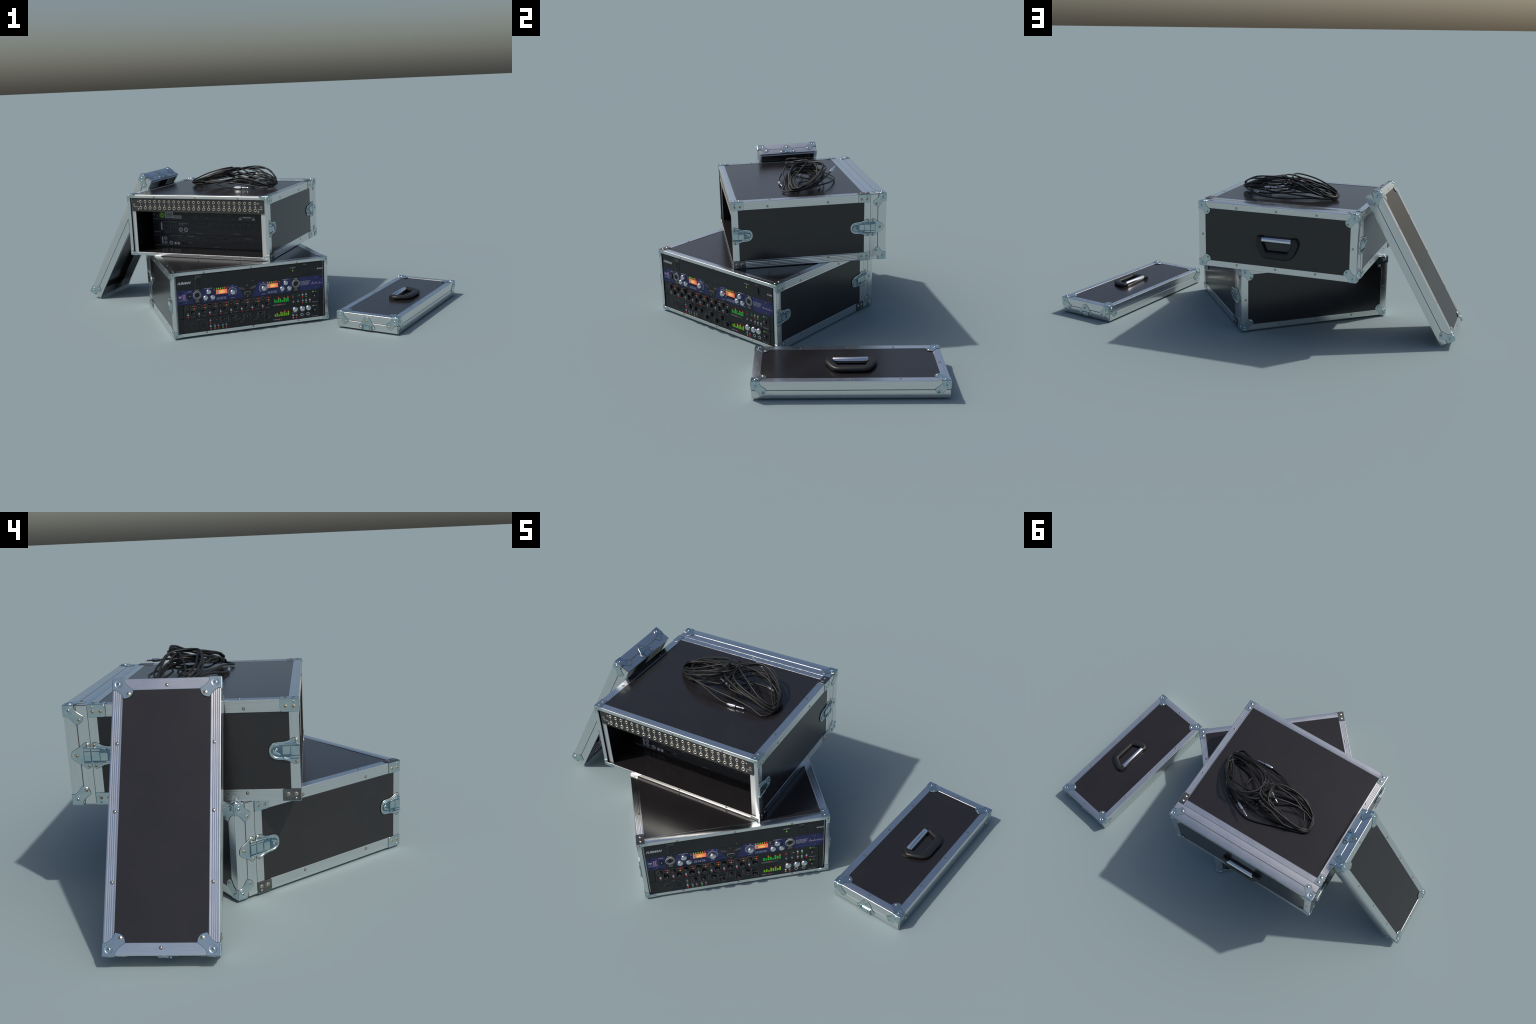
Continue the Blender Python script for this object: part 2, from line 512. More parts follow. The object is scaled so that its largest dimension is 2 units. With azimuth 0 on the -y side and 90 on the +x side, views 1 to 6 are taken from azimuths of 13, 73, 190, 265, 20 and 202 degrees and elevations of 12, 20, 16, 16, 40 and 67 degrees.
def handle_meshes():
    """Strap handle in the lid frame: x along the lid, z up, out along +y."""
    arm = Mesh()
    w, h = 0.0160, 0.0100
    mid = 0.0105
    path = [V((-0.0620, 0.0050)), V((-0.0860, 0.0050)), V((-0.0885, -0.0040)), V((-0.0820, -0.0240)), V((-0.0690, -0.0520)),
            V((-0.0600, -0.0640)), V((-0.0470, -0.0670)), V((0.0, -0.0672))]
    path = path + [V((-p.x, p.y)) for p in reversed(path[:-1])]
    # rounded section, swept with mitred turns
    sec = [(w * (abs(math.cos(a)) ** 0.75) * (1 if math.cos(a) >= 0 else -1),
            h * (abs(math.sin(a)) ** 0.75) * (1 if math.sin(a) >= 0 else -1)) for a in [2 * math.pi * i / 20 for i in range(20)]]
    rings = []
    for i, p in enumerate(path):
        a, b = path[max(i - 1, 0)], path[min(i + 1, len(path) - 1)]
        d = (b - a).normalized()
        nv = V((-d.y, d.x))
        if i in (0, len(path) - 1):
            k = 0.80
        else:
            k = 1.0
        if 6 <= i <= 8:
            k = 1.12
        rings.append([arm.bm.verts.new((p.x + nv.x * s * k, mid + t, p.y + nv.y * s * k)) for s, t in sec])
    for a, b in zip(rings, rings[1:]):
        for i in range(20):
            j = (i + 1) % 20
            arm.poly([a[i], a[j], b[j], b[i]], "rubber", True)
    arm.poly(rings[0][::-1], "rubber")
    arm.poly(rings[-1], "rubber")
    for s in (-1, 1):
        arm.box(s * 0.0850 - 0.014, s * 0.0850 + 0.014, -0.001, 0.008, -0.012, 0.017, "rubber")
    grip = Mesh()
    grip.lathe([(0, -0.0700), (0.0128, -0.0700), (0.0132, -0.069), (0.0132, 0.069), (0.0128, 0.0700), (0, 0.0700)],
               V((0, mid, 0.0048)), X, "chrome", 20)
    return arm.data("carry_handle", 60), grip.data("handle_grip", 40)

SHARED = {
    "lid_corner": lid_corner_mesh(), "plate_front": body_corner_mesh(True), "plate_rear": body_corner_mesh(False),
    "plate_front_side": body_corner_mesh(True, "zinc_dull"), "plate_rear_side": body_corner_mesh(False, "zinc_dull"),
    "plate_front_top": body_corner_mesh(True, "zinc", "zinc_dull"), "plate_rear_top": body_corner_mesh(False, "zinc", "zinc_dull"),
    "keeper": keeper_mesh(), "latch_closed": latch_mesh(True), "latch_open": latch_mesh(False),
}
SHARED["handle"], SHARED["grip"] = handle_meshes()

def frame(o, x, y, z):
    m = Matrix((x, y, z)).transposed().to_4x4()
    m.translation = o
    return m

def rivets(ms, pts, n, r=0.0040):
    for p in pts:
        ms.dome(p, n, r, 0.0016, "rivet", 10)
        ms.ring(p, n, r, r * 1.25, 0.0004, "hole", 10)

# ------------------------------------------------------------------ lid
LS, LE = 0.0290, 0.0335     # face trim: long sides, short ends
L1 = 0.0370                 # outer trim leg on the lid walls

def build_lid(parent, with_handle):
    """Lid in its own frame: x along, z across (both centred), opening at y=0, face at y=T."""
    hw, hh = W / 2, H / 2
    q = PR
    board = Mesh()
    board.box(-hw + q, hw - q, T - 0.0135, T - q, -hh + q, hh - q, "panel")
    board.obj("lid_panel", parent)
    walls = Mesh()
    wt = 0.0130
    for s in (-1, 1):
        a, b = sorted((s * (hw - q - 0.001), s * (hw - wt)))
        walls.box(a, b, 0.0015, T - 0.0137, -hh + q, hh - q, "inside")
        a, b = sorted((s * (hh - q - 0.001), s * (hh - wt)))
        walls.box(-hw + wt + 0.0002, hw - wt - 0.0002, 0.0015, T - 0.0137, a, b, "inside")
    walls.obj("lid_wall", parent)
    # outer angle trim, mitre hidden below the corners
    tr = Mesh()
    for s in (-1, 1):
        angle_trim(tr, V((-hw + 0.002, T, s * hh)), V((hw - 0.002, T, s * hh)), V((0, 0, -s)), -Y, LS, L1, "alu_x", RIBS, ())
        rivets(tr, [V((x, T, s * (hh - 0.0185))) for x in (-0.192, 0, 0.192)], Y)
    tr.obj("edge_trim", parent)
    tr = Mesh()
    for s in (-1, 1):
        angle_trim(tr, V((s * hw, T, -hh + LS + 0.0003)), V((s * hw, T, hh - LS - 0.0003)), V((-s, 0, 0)), -Y, LE, L1, "alu_z", (), ())
        for e in (-1, 1):   # wall leg runs on to the corner
            flat_trim(tr, V((s * hw, T - 0.0035, e * (hh - LS - 0.0003))), V((0, 0, e)), -Y, V((s, 0, 0)), LS - 0.0029, L1 - 0.0035, "alu_z", ())
        rivets(tr, [V((s * (hw - 0.0205), T, 0))], Y)
    tr.obj("edge_trim", parent)
    # closing trim of the opening, a dark seam away from the outer angle
    y1 = T - L1 - 0.0023
    for key, ax in (("alu_x", 0), ("alu_z", 2)):
        tr = Mesh()
        for s in (-1, 1):
            if ax == 0:
                angle_trim(tr, V((-hw + 0.0027, 0, s * hh)), V((hw - 0.0027, 0, s * hh)), V((0, 0, -s)), Y, 0.0135, y1, key, (), (), 0.0026, 0.0004)
                flat_trim(tr, V((-hw + 0.0145, 0.0, s * (hh - 0.0142))), X, Y, V((0, 0, -s)), 2 * hw - 0.029, 0.040, key, RIBS, 0.0012)
            else:
                angle_trim(tr, V((s * hw, 0, -hh + 0.0140)), V((s * hw, 0, hh - 0.0140)), V((-s, 0, 0)), Y, 0.0135, y1, key, (), (), 0.0026, 0.0004)
                for e in (-1, 1):
                    flat_trim(tr, V((s * hw, 0.0, e * (hh - 0.0140))), V((0, 0, e)), Y, V((s, 0, 0)), 0.0140 - 0.0029, y1, key, ())
                flat_trim(tr, V((s * (hw - 0.0142), 0.0, -hh + 0.0160)), Z, Y, V((-s, 0, 0)), 2 * hh - 0.032, 0.040, key, RIBS, 0.0012)
        tr.obj("opening_trim", parent)
    seam = Mesh()
    for s in (-1, 1):
        a, b = sorted((s * (hw - 0.0012), s * (hw - 0.004)))
        seam.box(a, b, y1 - 0.002, y1 + 0.004, -hh + 0.0012, hh - 0.0012, "groove")
        a, b = sorted((s * (hh - 0.0012), s * (hh - 0.004)))
        seam.box(-hw + 0.0041, hw - 0.0041, y1 - 0.002, y1 + 0.004, a, b, "groove")
    seam.obj("trim_seam", parent)
    for sx in (-1, 1):
        for sz in (-1, 1):
            ax, ay, az = V((-sx, 0, 0)), -Y, V((0, 0, -sz))
            place("corner_bracket", SHARED["lid_corner"], parent, frame(V((sx * hw, T, sz * hh)), ax, ay, az))
        # catch of the latch: runs from the opening toward the face
        place("latch_keeper", SHARED["keeper"], parent, frame(V((sx * hw, 0, 0)), Y, V((0, 0, -sx)) if False else Y.cross(V((sx, 0, 0))) * -1, V((sx, 0, 0))))
    if with_handle:
        hm = frame(V((-0.009, T - PR, 0)), X, Y, Z)
        place("carry_handle", SHARED["handle"], parent, hm)
        place("handle_grip", SHARED["grip"], parent, hm)

# ------------------------------------------------------------------ case body
def build_case(parent, dull):
    """dull: which corner plates are darker grey, as (end, side, top or bottom) -> face."""
    hw = W / 2
    q = PR
    top = Mesh(); top.box(-hw + q, hw - q, BY0 + q, BY1 - q, H - 0.0135, H - q, "panel"); top.obj("top_panel", parent)
    bot = Mesh(); bot.box(-hw + q, hw - q, BY0 + q, BY1 - q, q, 0.0160, "panel"); bot.obj("bottom_panel", parent)
    for s in (-1, 1):
        a, b = sorted((s * (hw - q), s * (hw - 0.0135)))
        sd = Mesh(); sd.box(a, b, BY0 + q, BY1 - q, 0.0162, H - 0.0137, "panel"); sd.obj("side_panel", parent)
        ln = Mesh()
        a, b = sorted((s * (hw - 0.0137), s * (hw - 0.0150)))
        ln.box(a, b, BY0 + 0.010, BY1 - q, 0.0163, H - 0.0139, "inside"); ln.obj("inner_lining", parent)
    # angle trim along the depth
    tr = Mesh()
    for sx in (-1, 1):
        for z, d in ((0, 1), (H, -1)):
            angle_trim(tr, V((sx * hw, BY0 + 0.0005, z)), V((sx * hw, BY1 - 0.0008, z)), V((-sx, 0, 0)), V((0, 0, d)), TOP_W, SIDE_H, "alu_y", RIBS, RIBS)
            ys = (BY0 + 0.160, BY0 + 0.430)
            rivets(tr, [V((sx * hw, y, z + d * 0.0255)) for y in ys], V((sx, 0, 0)))
            rivets(tr, [V((sx * (hw - 0.0200), y + 0.012, z)) for y in ys], V((0, 0, -d)))
    tr.obj("edge_trim", parent)
    # front frame: across top and bottom
    tr = Mesh()
    for z, d in ((0, 1), (H, -1)):
        x0 = hw - TOP_W - 0.0003
        angle_trim(tr, V((-x0, BY0, z)), V((x0, BY0, z)), Y, V((0, 0, d)), FRONT_S, FRAME, "alu_x", (0.955,), ())  # groove by the leg tip is modelled only for a thin sun glint
        for s in (-1, 1):
            flat_trim(tr, V((s * x0, BY0, z + d * 0.0029)), V((s, 0, 0)), V((0, 0, d)), -Y, TOP_W - 0.003, FRAME - 0.0029, "alu_x", ())
        rivets(tr, [V((x, BY0, z + d * 0.0105)) for x in (-0.228, 0.0, 0.228)], -Y, 0.0036)
    tr.obj("front_trim", parent)
    tr = Mesh()
    for s in (-1, 1):
        z0 = SIDE_H + 0.0003
        angle_trim(tr, V((s * hw, BY0, z0)), V((s * hw, BY0, H - z0)), V((-s, 0, 0)), Y, FRAME, FRONT_S, "alu_z", (), ())
        for a, b in ((FRAME + 0.0002, z0), (H - z0, H - FRAME - 0.0002)):
            flat_trim(tr, V((s * (hw - 0.0029), BY0, a)), Z, V((-s, 0, 0)), -Y, b - a, FRAME - 0.0029, "alu_z", ())
        # seam trim at the back of the body
        flat_trim(tr, V((s * hw, BY1 - 0.0008, z0)), Z, -Y, V((s, 0, 0)), H - 2 * z0, REAR_S, "alu_z", ())
    tr.obj("front_trim", parent)
    tr = Mesh()
    for z, d in ((0, 1), (H, -1)):
        flat_trim(tr, V((-hw + TOP_W + 0.0003, BY1 - 0.0008, z)), X, -Y, V((0, 0, -d)), 2 * (hw - TOP_W) - 0.0006, REAR_S, "alu_x", ())
    tr.obj("seam_trim", parent)
    for sx in (-1, 1):
        for z, d in ((0, 1), (H, -1)):
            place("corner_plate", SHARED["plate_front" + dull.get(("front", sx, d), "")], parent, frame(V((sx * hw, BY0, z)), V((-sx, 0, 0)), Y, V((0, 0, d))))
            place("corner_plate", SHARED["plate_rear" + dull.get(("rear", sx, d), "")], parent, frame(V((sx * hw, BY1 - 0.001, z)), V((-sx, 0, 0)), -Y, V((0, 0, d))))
        n = V((sx, 0, 0))
        place("butterfly_latch", SHARED["latch_closed"], parent, frame(V((sx * hw, BY1, H / 2)), Y, n.cross(Y), n))
        place("butterfly_latch", SHARED["latch_open"], parent, frame(V((sx * hw, BY0, H / 2)), -Y, n.cross(-Y), n))
    # rack rails
    for s in (-1, 1):
        rl = Mesh()
        a, b = sorted((s * 0.3645, s * 0.3425))
        rl.box(a, b, BY0 + 0.0088, BY0 + 0.0112, 0.0163, H - 0.0140, "rail")
        a, b = sorted((s * 0.3645, s * 0.3620))
        rl.box(a, b, BY0 + 0.0113, BY0 + 0.060, 0.0163, H - 0.0140, "inside")
        rl.obj("rack_rail", parent)
    return parent

def back_lid(parent, with_handle):
    lid = empty("case_lid", frame(V((0, BY1 + 0.0004, H / 2)), X, Y, Z), parent)
    build_lid(lid, with_handle)
    return lid

# ------------------------------------------------------------------ rack gear: turned pieces
def knob_meshes():
    out = {}
    k = Mesh()
    k.lathe([(0.0130, 0), (0.0128, 0.0100), (0.0120, 0.0150), (0.0098, 0.0188), (0.0062, 0.0210), (0.0028, 0.0219), (0, 0.0221)], V(), -Y, "silver", 20)
    k.box(-0.0007, 0.0007, -0.0205, -0.0080, 0.0090, 0.0131, "face")
    out["silver"] = k.data("control_knob", 60)
    k = Mesh()
    k.lathe([(0.0120, 0), (0.0115, 0.011), (0.0104, 0.0165), (0.0080, 0.0182), (0, 0.0188)], V(), -Y, "knob", 18)
    k.box(-0.0010, 0.0010, -0.0192, -0.0170, 0.0030, 0.0078, "dot")
    out["black"] = k.data("control_knob", 40)
    k = Mesh()
    k.lathe([(0.0138, 0), (0.0142, 0.007), (0.0135, 0.014), (0.0105, 0.0195), (0.0055, 0.0225), (0, 0.0232)], V(), -Y, "silver", 20)
    out["ball"] = k.data("volume_knob", 60)
    k = Mesh()
    k.lathe([(0.0043, 0), (0.0043, 0.0022), (0.0034, 0.0034), (0, 0.0036)], V(), -Y, "button", 12)
    out["button"] = k.data("push_button", 40)
    for c in "rogy":
        k = Mesh()
        k.box(-0.0021, 0.0021, -0.0016, 0, -0.0021, 0.0021, "led_" + c)
        out["led_" + c] = k.data("indicator_lamp")
    k = Mesh()
    k.lathe([(0.0088, 0), (0.0088, 0.0016), (0.0076, 0.0030), (0.0060, 0.0030), (0.0050, 0.0016)], V(), -Y, "nickel", 18)
    k.disc(V((0, 0.0002, 0)), -Y, 0.0050, 0.0014, "hole", 14)
    out["jack"] = k.data("patch_jack", 40)
    k = Mesh()   # combined microphone and line socket
    k.ring(V(), -Y, 0.0165, 0.0180, 0.0016, "outline", 28)
    k.disc(V(), -Y, 0.0164, 0.0006, "face2", 28)
    k.ring(V(), -Y, 0.0090, 0.0100, 0.0014, "outline", 20)
    k.disc(V((0, -0.0006, 0)), -Y, 0.0052, 0.0005, "hole", 12)
    out["socket"] = k.data("combo_socket", 40)
    k = Mesh()
    k.ring(V(), -Y, 0.0178, 0.0192, 0.0022, "white", 30)
    k.disc(V(), -Y, 0.0177, 0.0006, "face2", 28)
    k.ring(V(), -Y, 0.0125, 0.0145, 0.0026, "grey", 24)
    k.disc(V((0, -0.0006, 0)), -Y, 0.0060, 0.0010, "hole", 12)
    for a in (0.9, 3.3, 5.4):
        k.disc(V((0.0092 * math.cos(a), -0.0006, 0.0092 * math.sin(a))), -Y, 0.0018, 0.0010, "outline", 8)
    out["xlr"] = k.data("combo_socket", 40)
    k = Mesh()
    k.ring(V(), -Y, 0.0052, 0.0078, 0.0022, "white", 18)
    k.disc(V(), -Y, 0.0052, 0.0004, "hole", 14)
    out["phones"] = k.data("headphone_socket", 40)
    k = Mesh()
    k.box(-0.0080, 0.0080, -0.0014, 0, -0.0125, 0.0125, "face2")
    k.prism([(-0.0010, -0.0105), (-0.0055, 0.0), (-0.0020, 0.0105), (-0.0010, 0.0105)], V((-0.0060, 0, 0)), Y, Z, X, 0.012, "face")
    k.box(-0.0012, 0.0012, -0.0064, -0.0050, 0.0020, 0.0065, "white")
    out["rocker"] = k.data("rocker_switch")
    return out

KN = knob_meshes()

def put(kind, name, parent, x, y, z, rot=0.0, s=1.0):
    deep = 0.72 if "knob" in name else 1.0
    m = Matrix.Translation((x, y, z)) @ Matrix.Rotation(rot, 4, "Y") @ Matrix.Diagonal((s, s * deep, s, 1))
    return place(name, KN[kind], parent, m)

YF = BY0 + RECESS            # plane of the front faceplates

def faceplate(name, parent, x0, x1, z0, z1, key, body=0.640, deep=0.30):
    ms = Mesh()
    ms.box(x0, x1, YF, YF + 0.004, z0, z1, key)
    ms.box(-body / 2, body / 2, YF + 0.0041, YF + deep, z0 + 0.003, z1 - 0.003, "inside")
    return ms.obj(name, parent)

# ---- power distributor
def power_unit(case):
    z0, z1 = 0.2232, 0.2900
    dev = faceplate("power_conditioner", case, -0.3595, 0.3595, z0, z1, "face")
    m = Mesh()
    m.text("FURMAN", -0.3540, 0.2515, 0.0150, YF, "white", "LEFT", 0.35, 0.0006)
    m.text("M-10x E", 0.3580, 0.2520, 0.0105, YF, "white", "RIGHT", 0, 0.0003, 0.8)
    m.text("MAIN OUTLET", -0.2560, 0.2818, 0.0048, YF, "grey", "CENTER")
    m.text("PROTECTION", 0.2065, 0.2715, 0.0045, YF, "white", "CENTER")
    m.text("OK", 0.2065, 0.2665, 0.0045, YF, "white", "CENTER")
    m.text("POWER", 0.2668, 0.2810, 0.0048, YF, "grey", "CENTER")
    m.obj("lettering", dev)
    s = Mesh()
    cut = [(-0.0155, -0.0230), (0.0155, -0.0230), (0.0155, 0.0160), (0.0090, 0.0225), (-0.0090, 0.0225), (-0.0155, 0.0160)]
    s.prism(cut, V((-0.2555, YF, 0.2550)), X, Z, -Y, 0.0012, "outline", 0.0004)
    s.prism([(a * 0.93, b * 0.95) for a, b in cut], V((-0.2555, YF - 0.0003, 0.2550)), X, Z, -Y, 0.0014, "face2", 0.0006)
    for dx, dz in ((0, 0.010), (-0.006, -0.004), (0.006, -0.004)):
        s.box(-0.2555 + dx - 0.0012, -0.2555 + dx + 0.0012, YF - 0.0022, YF - 0.0010, 0.255 + dz - 0.004, 0.255 + dz + 0.004, "hole")
    s.obj("power_outlet", dev)
    s = Mesh()
    s.box(0.2520, 0.2815, YF - 0.0010, YF, 0.2370, 0.2765, "outline")
    s.box(0.2526, 0.2809, YF - 0.0016, YF, 0.2376, 0.2759, "face2")
    s.box(0.2550, 0.2785, YF - 0.0040, YF - 0.0014, 0.2420, 0.2715, "face")
    s.obj("rocker_switch", dev)
    put("led_y", "indicator_lamp", dev, 0.2065, YF, 0.2584)
    c = Mesh()
    for x in (-0.318, 0.318, 0.290):
        for z in (0.2360, 0.2775):
            c.lathe([(0.0035, 0), (0.0033, 0.0010), (0, 0.0014)], V((x, YF, z)), -Y, "knob", 10)
    c.lathe([(0.0040, 0), (0.0038, 0.0012), (0, 0.0016)], V((0.005, YF, 0.2330)), -Y, "outline", 10)
    c.obj("panel_screw", dev)

# ---- blue valve preamplifier
def valve_preamp(case):
    z0, z1 = 0.1545, 0.2228
    dev = faceplate("valve_preamplifier", case, -0.3595, 0.3595, z0, z1, "blue")
    b = Mesh()
    def dark(x0, x1, a, c):
        b.box(x0, x1, YF - 0.0006, YF + 0.001, a, c, "face")
    dark(-0.2845, -0.2445, z0, z1)
    dark(0.2010, 0.2380, z0, z1)
    dark(-0.1885, -0.1735, 0.1985, z1)
    dark(-0.1735, -0.1190, 0.2100, z1)
    dark(0.0760, 0.1310, 0.2100, z1)
    dark(0.1310, 0.1510, 0.1985, z1)
    b.prism([(-0.0740, z1), (0.0310, z1), (-0.0040, z0), (-0.0380, z0)], V((0, YF + 0.001, 0)), X, Z, -Y, 0.0016, "face")
    for x in (-0.3455, 0.3495):
        for z in (0.2145, 0.1640):
            b.prism(rounded_rect(-0.0075, 0.0075, -0.0038, 0.0038, 0.0035), V((x, YF, z)), X, Z, -Y, 0.0006, "hole")
    b.obj("black_print", dev)
    for cx, sgn in ((0, 1), (1, -1)):
        kx = ((-0.2106, 0.2058), (-0.2268, 0.1783), (-0.1927, 0.1778)) if not cx else ((0.1666, 0.2055), (0.1485, 0.1786), (0.1839, 0.1780))
        for i, (x, z) in enumerate(kx):
            put("silver", "control_knob", dev, x, YF, z, (-0.7, 2.3, 0.6)[i], 0.98)
        big = -0.0951 if not cx else 0.0570
        put("silver", "control_knob", dev, big, YF, 0.1906, 2.4, 1.05)
        mx = -0.1735 if not cx else 0.0765
        mt = Mesh()
        mt.box(mx, mx + 0.0528, YF - 0.0022, YF, 0.1876, 0.2082, "meter")
        mt.obj("level_meter", dev)
        nd = Mesh()
        nd.box(mx + 0.004, mx + 0.012, YF - 0.0027, YF - 0.0020, 0.1895, 0.2060, "label")
        nd.box(mx + 0.014, mx + 0.049, YF - 0.0027, YF - 0.0020, 0.1995, 0.2003, "redprint")
        nd.obj("meter_scale", dev)
        for i in range(6):
            put("led_" + "yyyyor"[i], "indicator_lamp", dev, mx + 0.0031 + 0.0090 * i, YF - 0.0006, 0.2141)
        put("xlr", "combo_socket", dev, -0.2647 if not cx else 0.2196, YF - 0.0006, 0.1940)
        for i in range(3):
            d = Mesh()
            x = (-0.1664 if not cx else 0.0830) + 0.0166 * i
            d.lathe([(0.0032, 0), (0.0030, 0.003), (0, 0.0032)], V((x, YF, 0.1796)), -Y, "knob", 10)
            d.obj("toggle_button", dev)
    p = Mesh()
    for big in (-0.0951, 0.0570):
        for i in range(19):
            a = math.radians(-50 + 280 * i / 18)
            u, v = V((math.cos(a), 0, math.sin(a))), V((-math.sin(a), 0, math.cos(a)))
            p.prism([(0.0158, -0.0005), (0.0205, -0.0005), (0.0205, 0.0005), (0.0158, 0.0005)], V((big, YF, 0.1906)), u, v, -Y, 0.0005, "white")
        p.arc(V((big, YF, 0.1906)), X, Z, -Y, 0.0205, 0.0214, math.radians(-50), math.radians(230), 0.0005, "white", 20)
        p.text("OUTPUT", big, 0.1595, 0.0048, YF, "white", "CENTER")
        p.text("-10", big - 0.018, 0.2120, 0.0050, YF, "white", "CENTER")
        p.text("0dB", big, 0.2165, 0.0052, YF, "white", "CENTER")
        p.text("+10", big + 0.018, 0.2120, 0.0050, YF, "white", "CENTER")
    for x0, nm in ((-0.2106, "INPUT IMPEDANCE"), (0.1666, "INPUT IMPEDANCE")):
        p.text(nm, x0, 0.2185, 0.0044, YF, "white", "CENTER")
    for x0, nm in ((-0.2268, "GAIN"), (-0.1927, "OUTPUT"), (0.1485, "GAIN"), (0.1839, "OUTPUT")):
        p.text(nm, x0, 0.1600, 0.0050, YF, "white", "CENTER")
        for i in range(9):
            a = math.radians(-40 + 260 * i / 8)
            p.disc(V((x0 + 0.0158 * math.cos(a), YF, 0.1783 + 0.0158 * math.sin(a))), -Y, 0.0007, 0.0004, "white", 6)
    for x0 in (-0.1664, 0.0830):
        for i, nm in enumerate(("+20dB", "PHANTOM", "PHASE")):
            p.text(nm, x0 + 0.0166 * i, 0.1700, 0.0038, YF, "white", "CENTER")
            for k in range(2):
                p.box(x0 + 0.0166 * i - 0.0062, x0 + 0.0166 * i + 0.0062, YF - 0.0005, YF, 0.1620 + 0.0036 * k, 0.1640 + 0.0036 * k, "white")
                p.box(x0 + 0.0166 * i - 0.0010, x0 + 0.0166 * i + 0.0010, YF - 0.0008, YF, 0.1615 + 0.0036 * k, 0.1645 + 0.0036 * k, "blue")
    for x0 in (-0.2647, 0.2196):
        p.text("CHANNEL", x0, 0.2168, 0.0048, YF - 0.0006, "white", "CENTER")
        p.text("INPUT", x0, 0.1668, 0.0050, YF - 0.0006, "white", "CENTER")
        p.text("MIC/INST", x0, 0.1605, 0.0050, YF - 0.0006, "white", "CENTER")
    for x0 in (-0.1815, 0.1385):
        p.text("PEAK", x0, 0.2125, 0.0040, YF - 0.0006, "white", "CENTER")
        p.text("LED", x0, 0.2040, 0.0040, YF - 0.0006, "white", "CENTER")
    for mx in (-0.1735, 0.0765):
        for i, s in enumerate(("-20", "-10", "-5", "0", "+3", "CLIP")):
            p.text(s, mx + 0.0031 + 0.0090 * i, 0.2178, 0.0030, YF - 0.0006, "white", "CENTER")
    p.text("TP", -0.3535, 0.1855, 0.0150, YF, "white", "LEFT", 0, 0.0003)
    p.text("II", -0.3340, 0.1810, 0.0300, YF, "pink", "LEFT", 0, 0.0012, 1.0)
    p.box(-0.3345, -0.3165, YF - 0.0006, YF, 0.1805, 0.1825, "pink")
    p.box(-0.3345, -0.3165, YF - 0.0006, YF, 0.2005, 0.2025, "pink")
    p.text("Tube Preamp System II", -0.3530, 0.1745, 0.0046, YF, "white")
    p.text("POWER", -0.2995, 0.2115, 0.0055, YF, "white", "CENTER")
    p.text("A", 0.3020, 0.1880, 0.0090, YF, "pink", "LEFT", 0, 0.0004)
    for i, ch in enumerate("ART"[0:1] + "RT"):
        if i:
            p.text(ch, 0.3020 + 0.0180 * i, 0.1880, 0.0062, YF, "white")
    p.box(0.2975, 0.3585, YF - 0.0005, YF, 0.1850, 0.1858, "white")
    p.text("Applied Research and Technology", 0.2975, 0.1812, 0.0034, YF, "pink")
    for i, s in enumerate(("Two Channel Microphone", "Line or Direct Preamp", "System with V3 Output", "Protection Limiting")):
        p.text(s, 0.2435, 0.1985 - 0.0056 * i, 0.0052, YF, "white", "LEFT", 0.1, 0, 0.93)
    # valve window badge
    o = V((-0.0220, YF - 0.0006, 0.1758))
    p.prism(rounded_rect(-0.0160, 0.0160, -0.0068, 0.0068, 0.0066), o, X, Z, -Y, 0.0010, "grey", 0.0003)
    p.prism(rounded_rect(-0.0148, 0.0148, -0.0056, 0.0056, 0.0055), o - Y * 0.0006, X, Z, -Y, 0.0008, "face")
    p.text("OPL", o.x, o.z - 0.0032, 0.0090, YF - 0.0016, "white", "CENTER", 0, 0.0002)
    for i in range(7):
        for s in (-1, 1):
            key = "redprint" if i in (0, 1) else "grey"
            x, z = -0.0215 + s * (0.011 + 0.0047 * i), 0.1965 + 0.0012 * i
            p.prism([(-0.0004, -0.006), (0.0004, -0.006), (0.0004, 0.006), (-0.0004, 0.006)], V((x, YF - 0.0006, z)),
                    V((0.92, 0, -0.38 * s)), V((0.38 * s, 0, 0.92)), -Y, 0.0005, key)
    p.obj("lettering", dev)
    c = Mesh()
    for x, z in ((-0.3180, 0.2110), (-0.3180, 0.1630), (0.3245, 0.2130), (0.3245, 0.1665), (-0.0225, 0.2140), (-0.0225, 0.1605)):
        c.lathe([(0.0044, 0), (0.0042, 0.0014), (0.0020, 0.0018), (0.0018, 0.0008), (0, 0.0008)], V((x, YF - 0.0004, z)), -Y, "dark_screw", 10)
    c.obj("panel_screw", dev)
    put("rocker", "rocker_switch", dev, -0.2995, YF, 0.1890)

# ---- the two interfaces share a layout of meters and switches
BARS_A = (4, 3, 6, 4, 2, 5, 4, 6)
BARS_B = (3, 4, 2, 5, 4, 6, 3, 5)

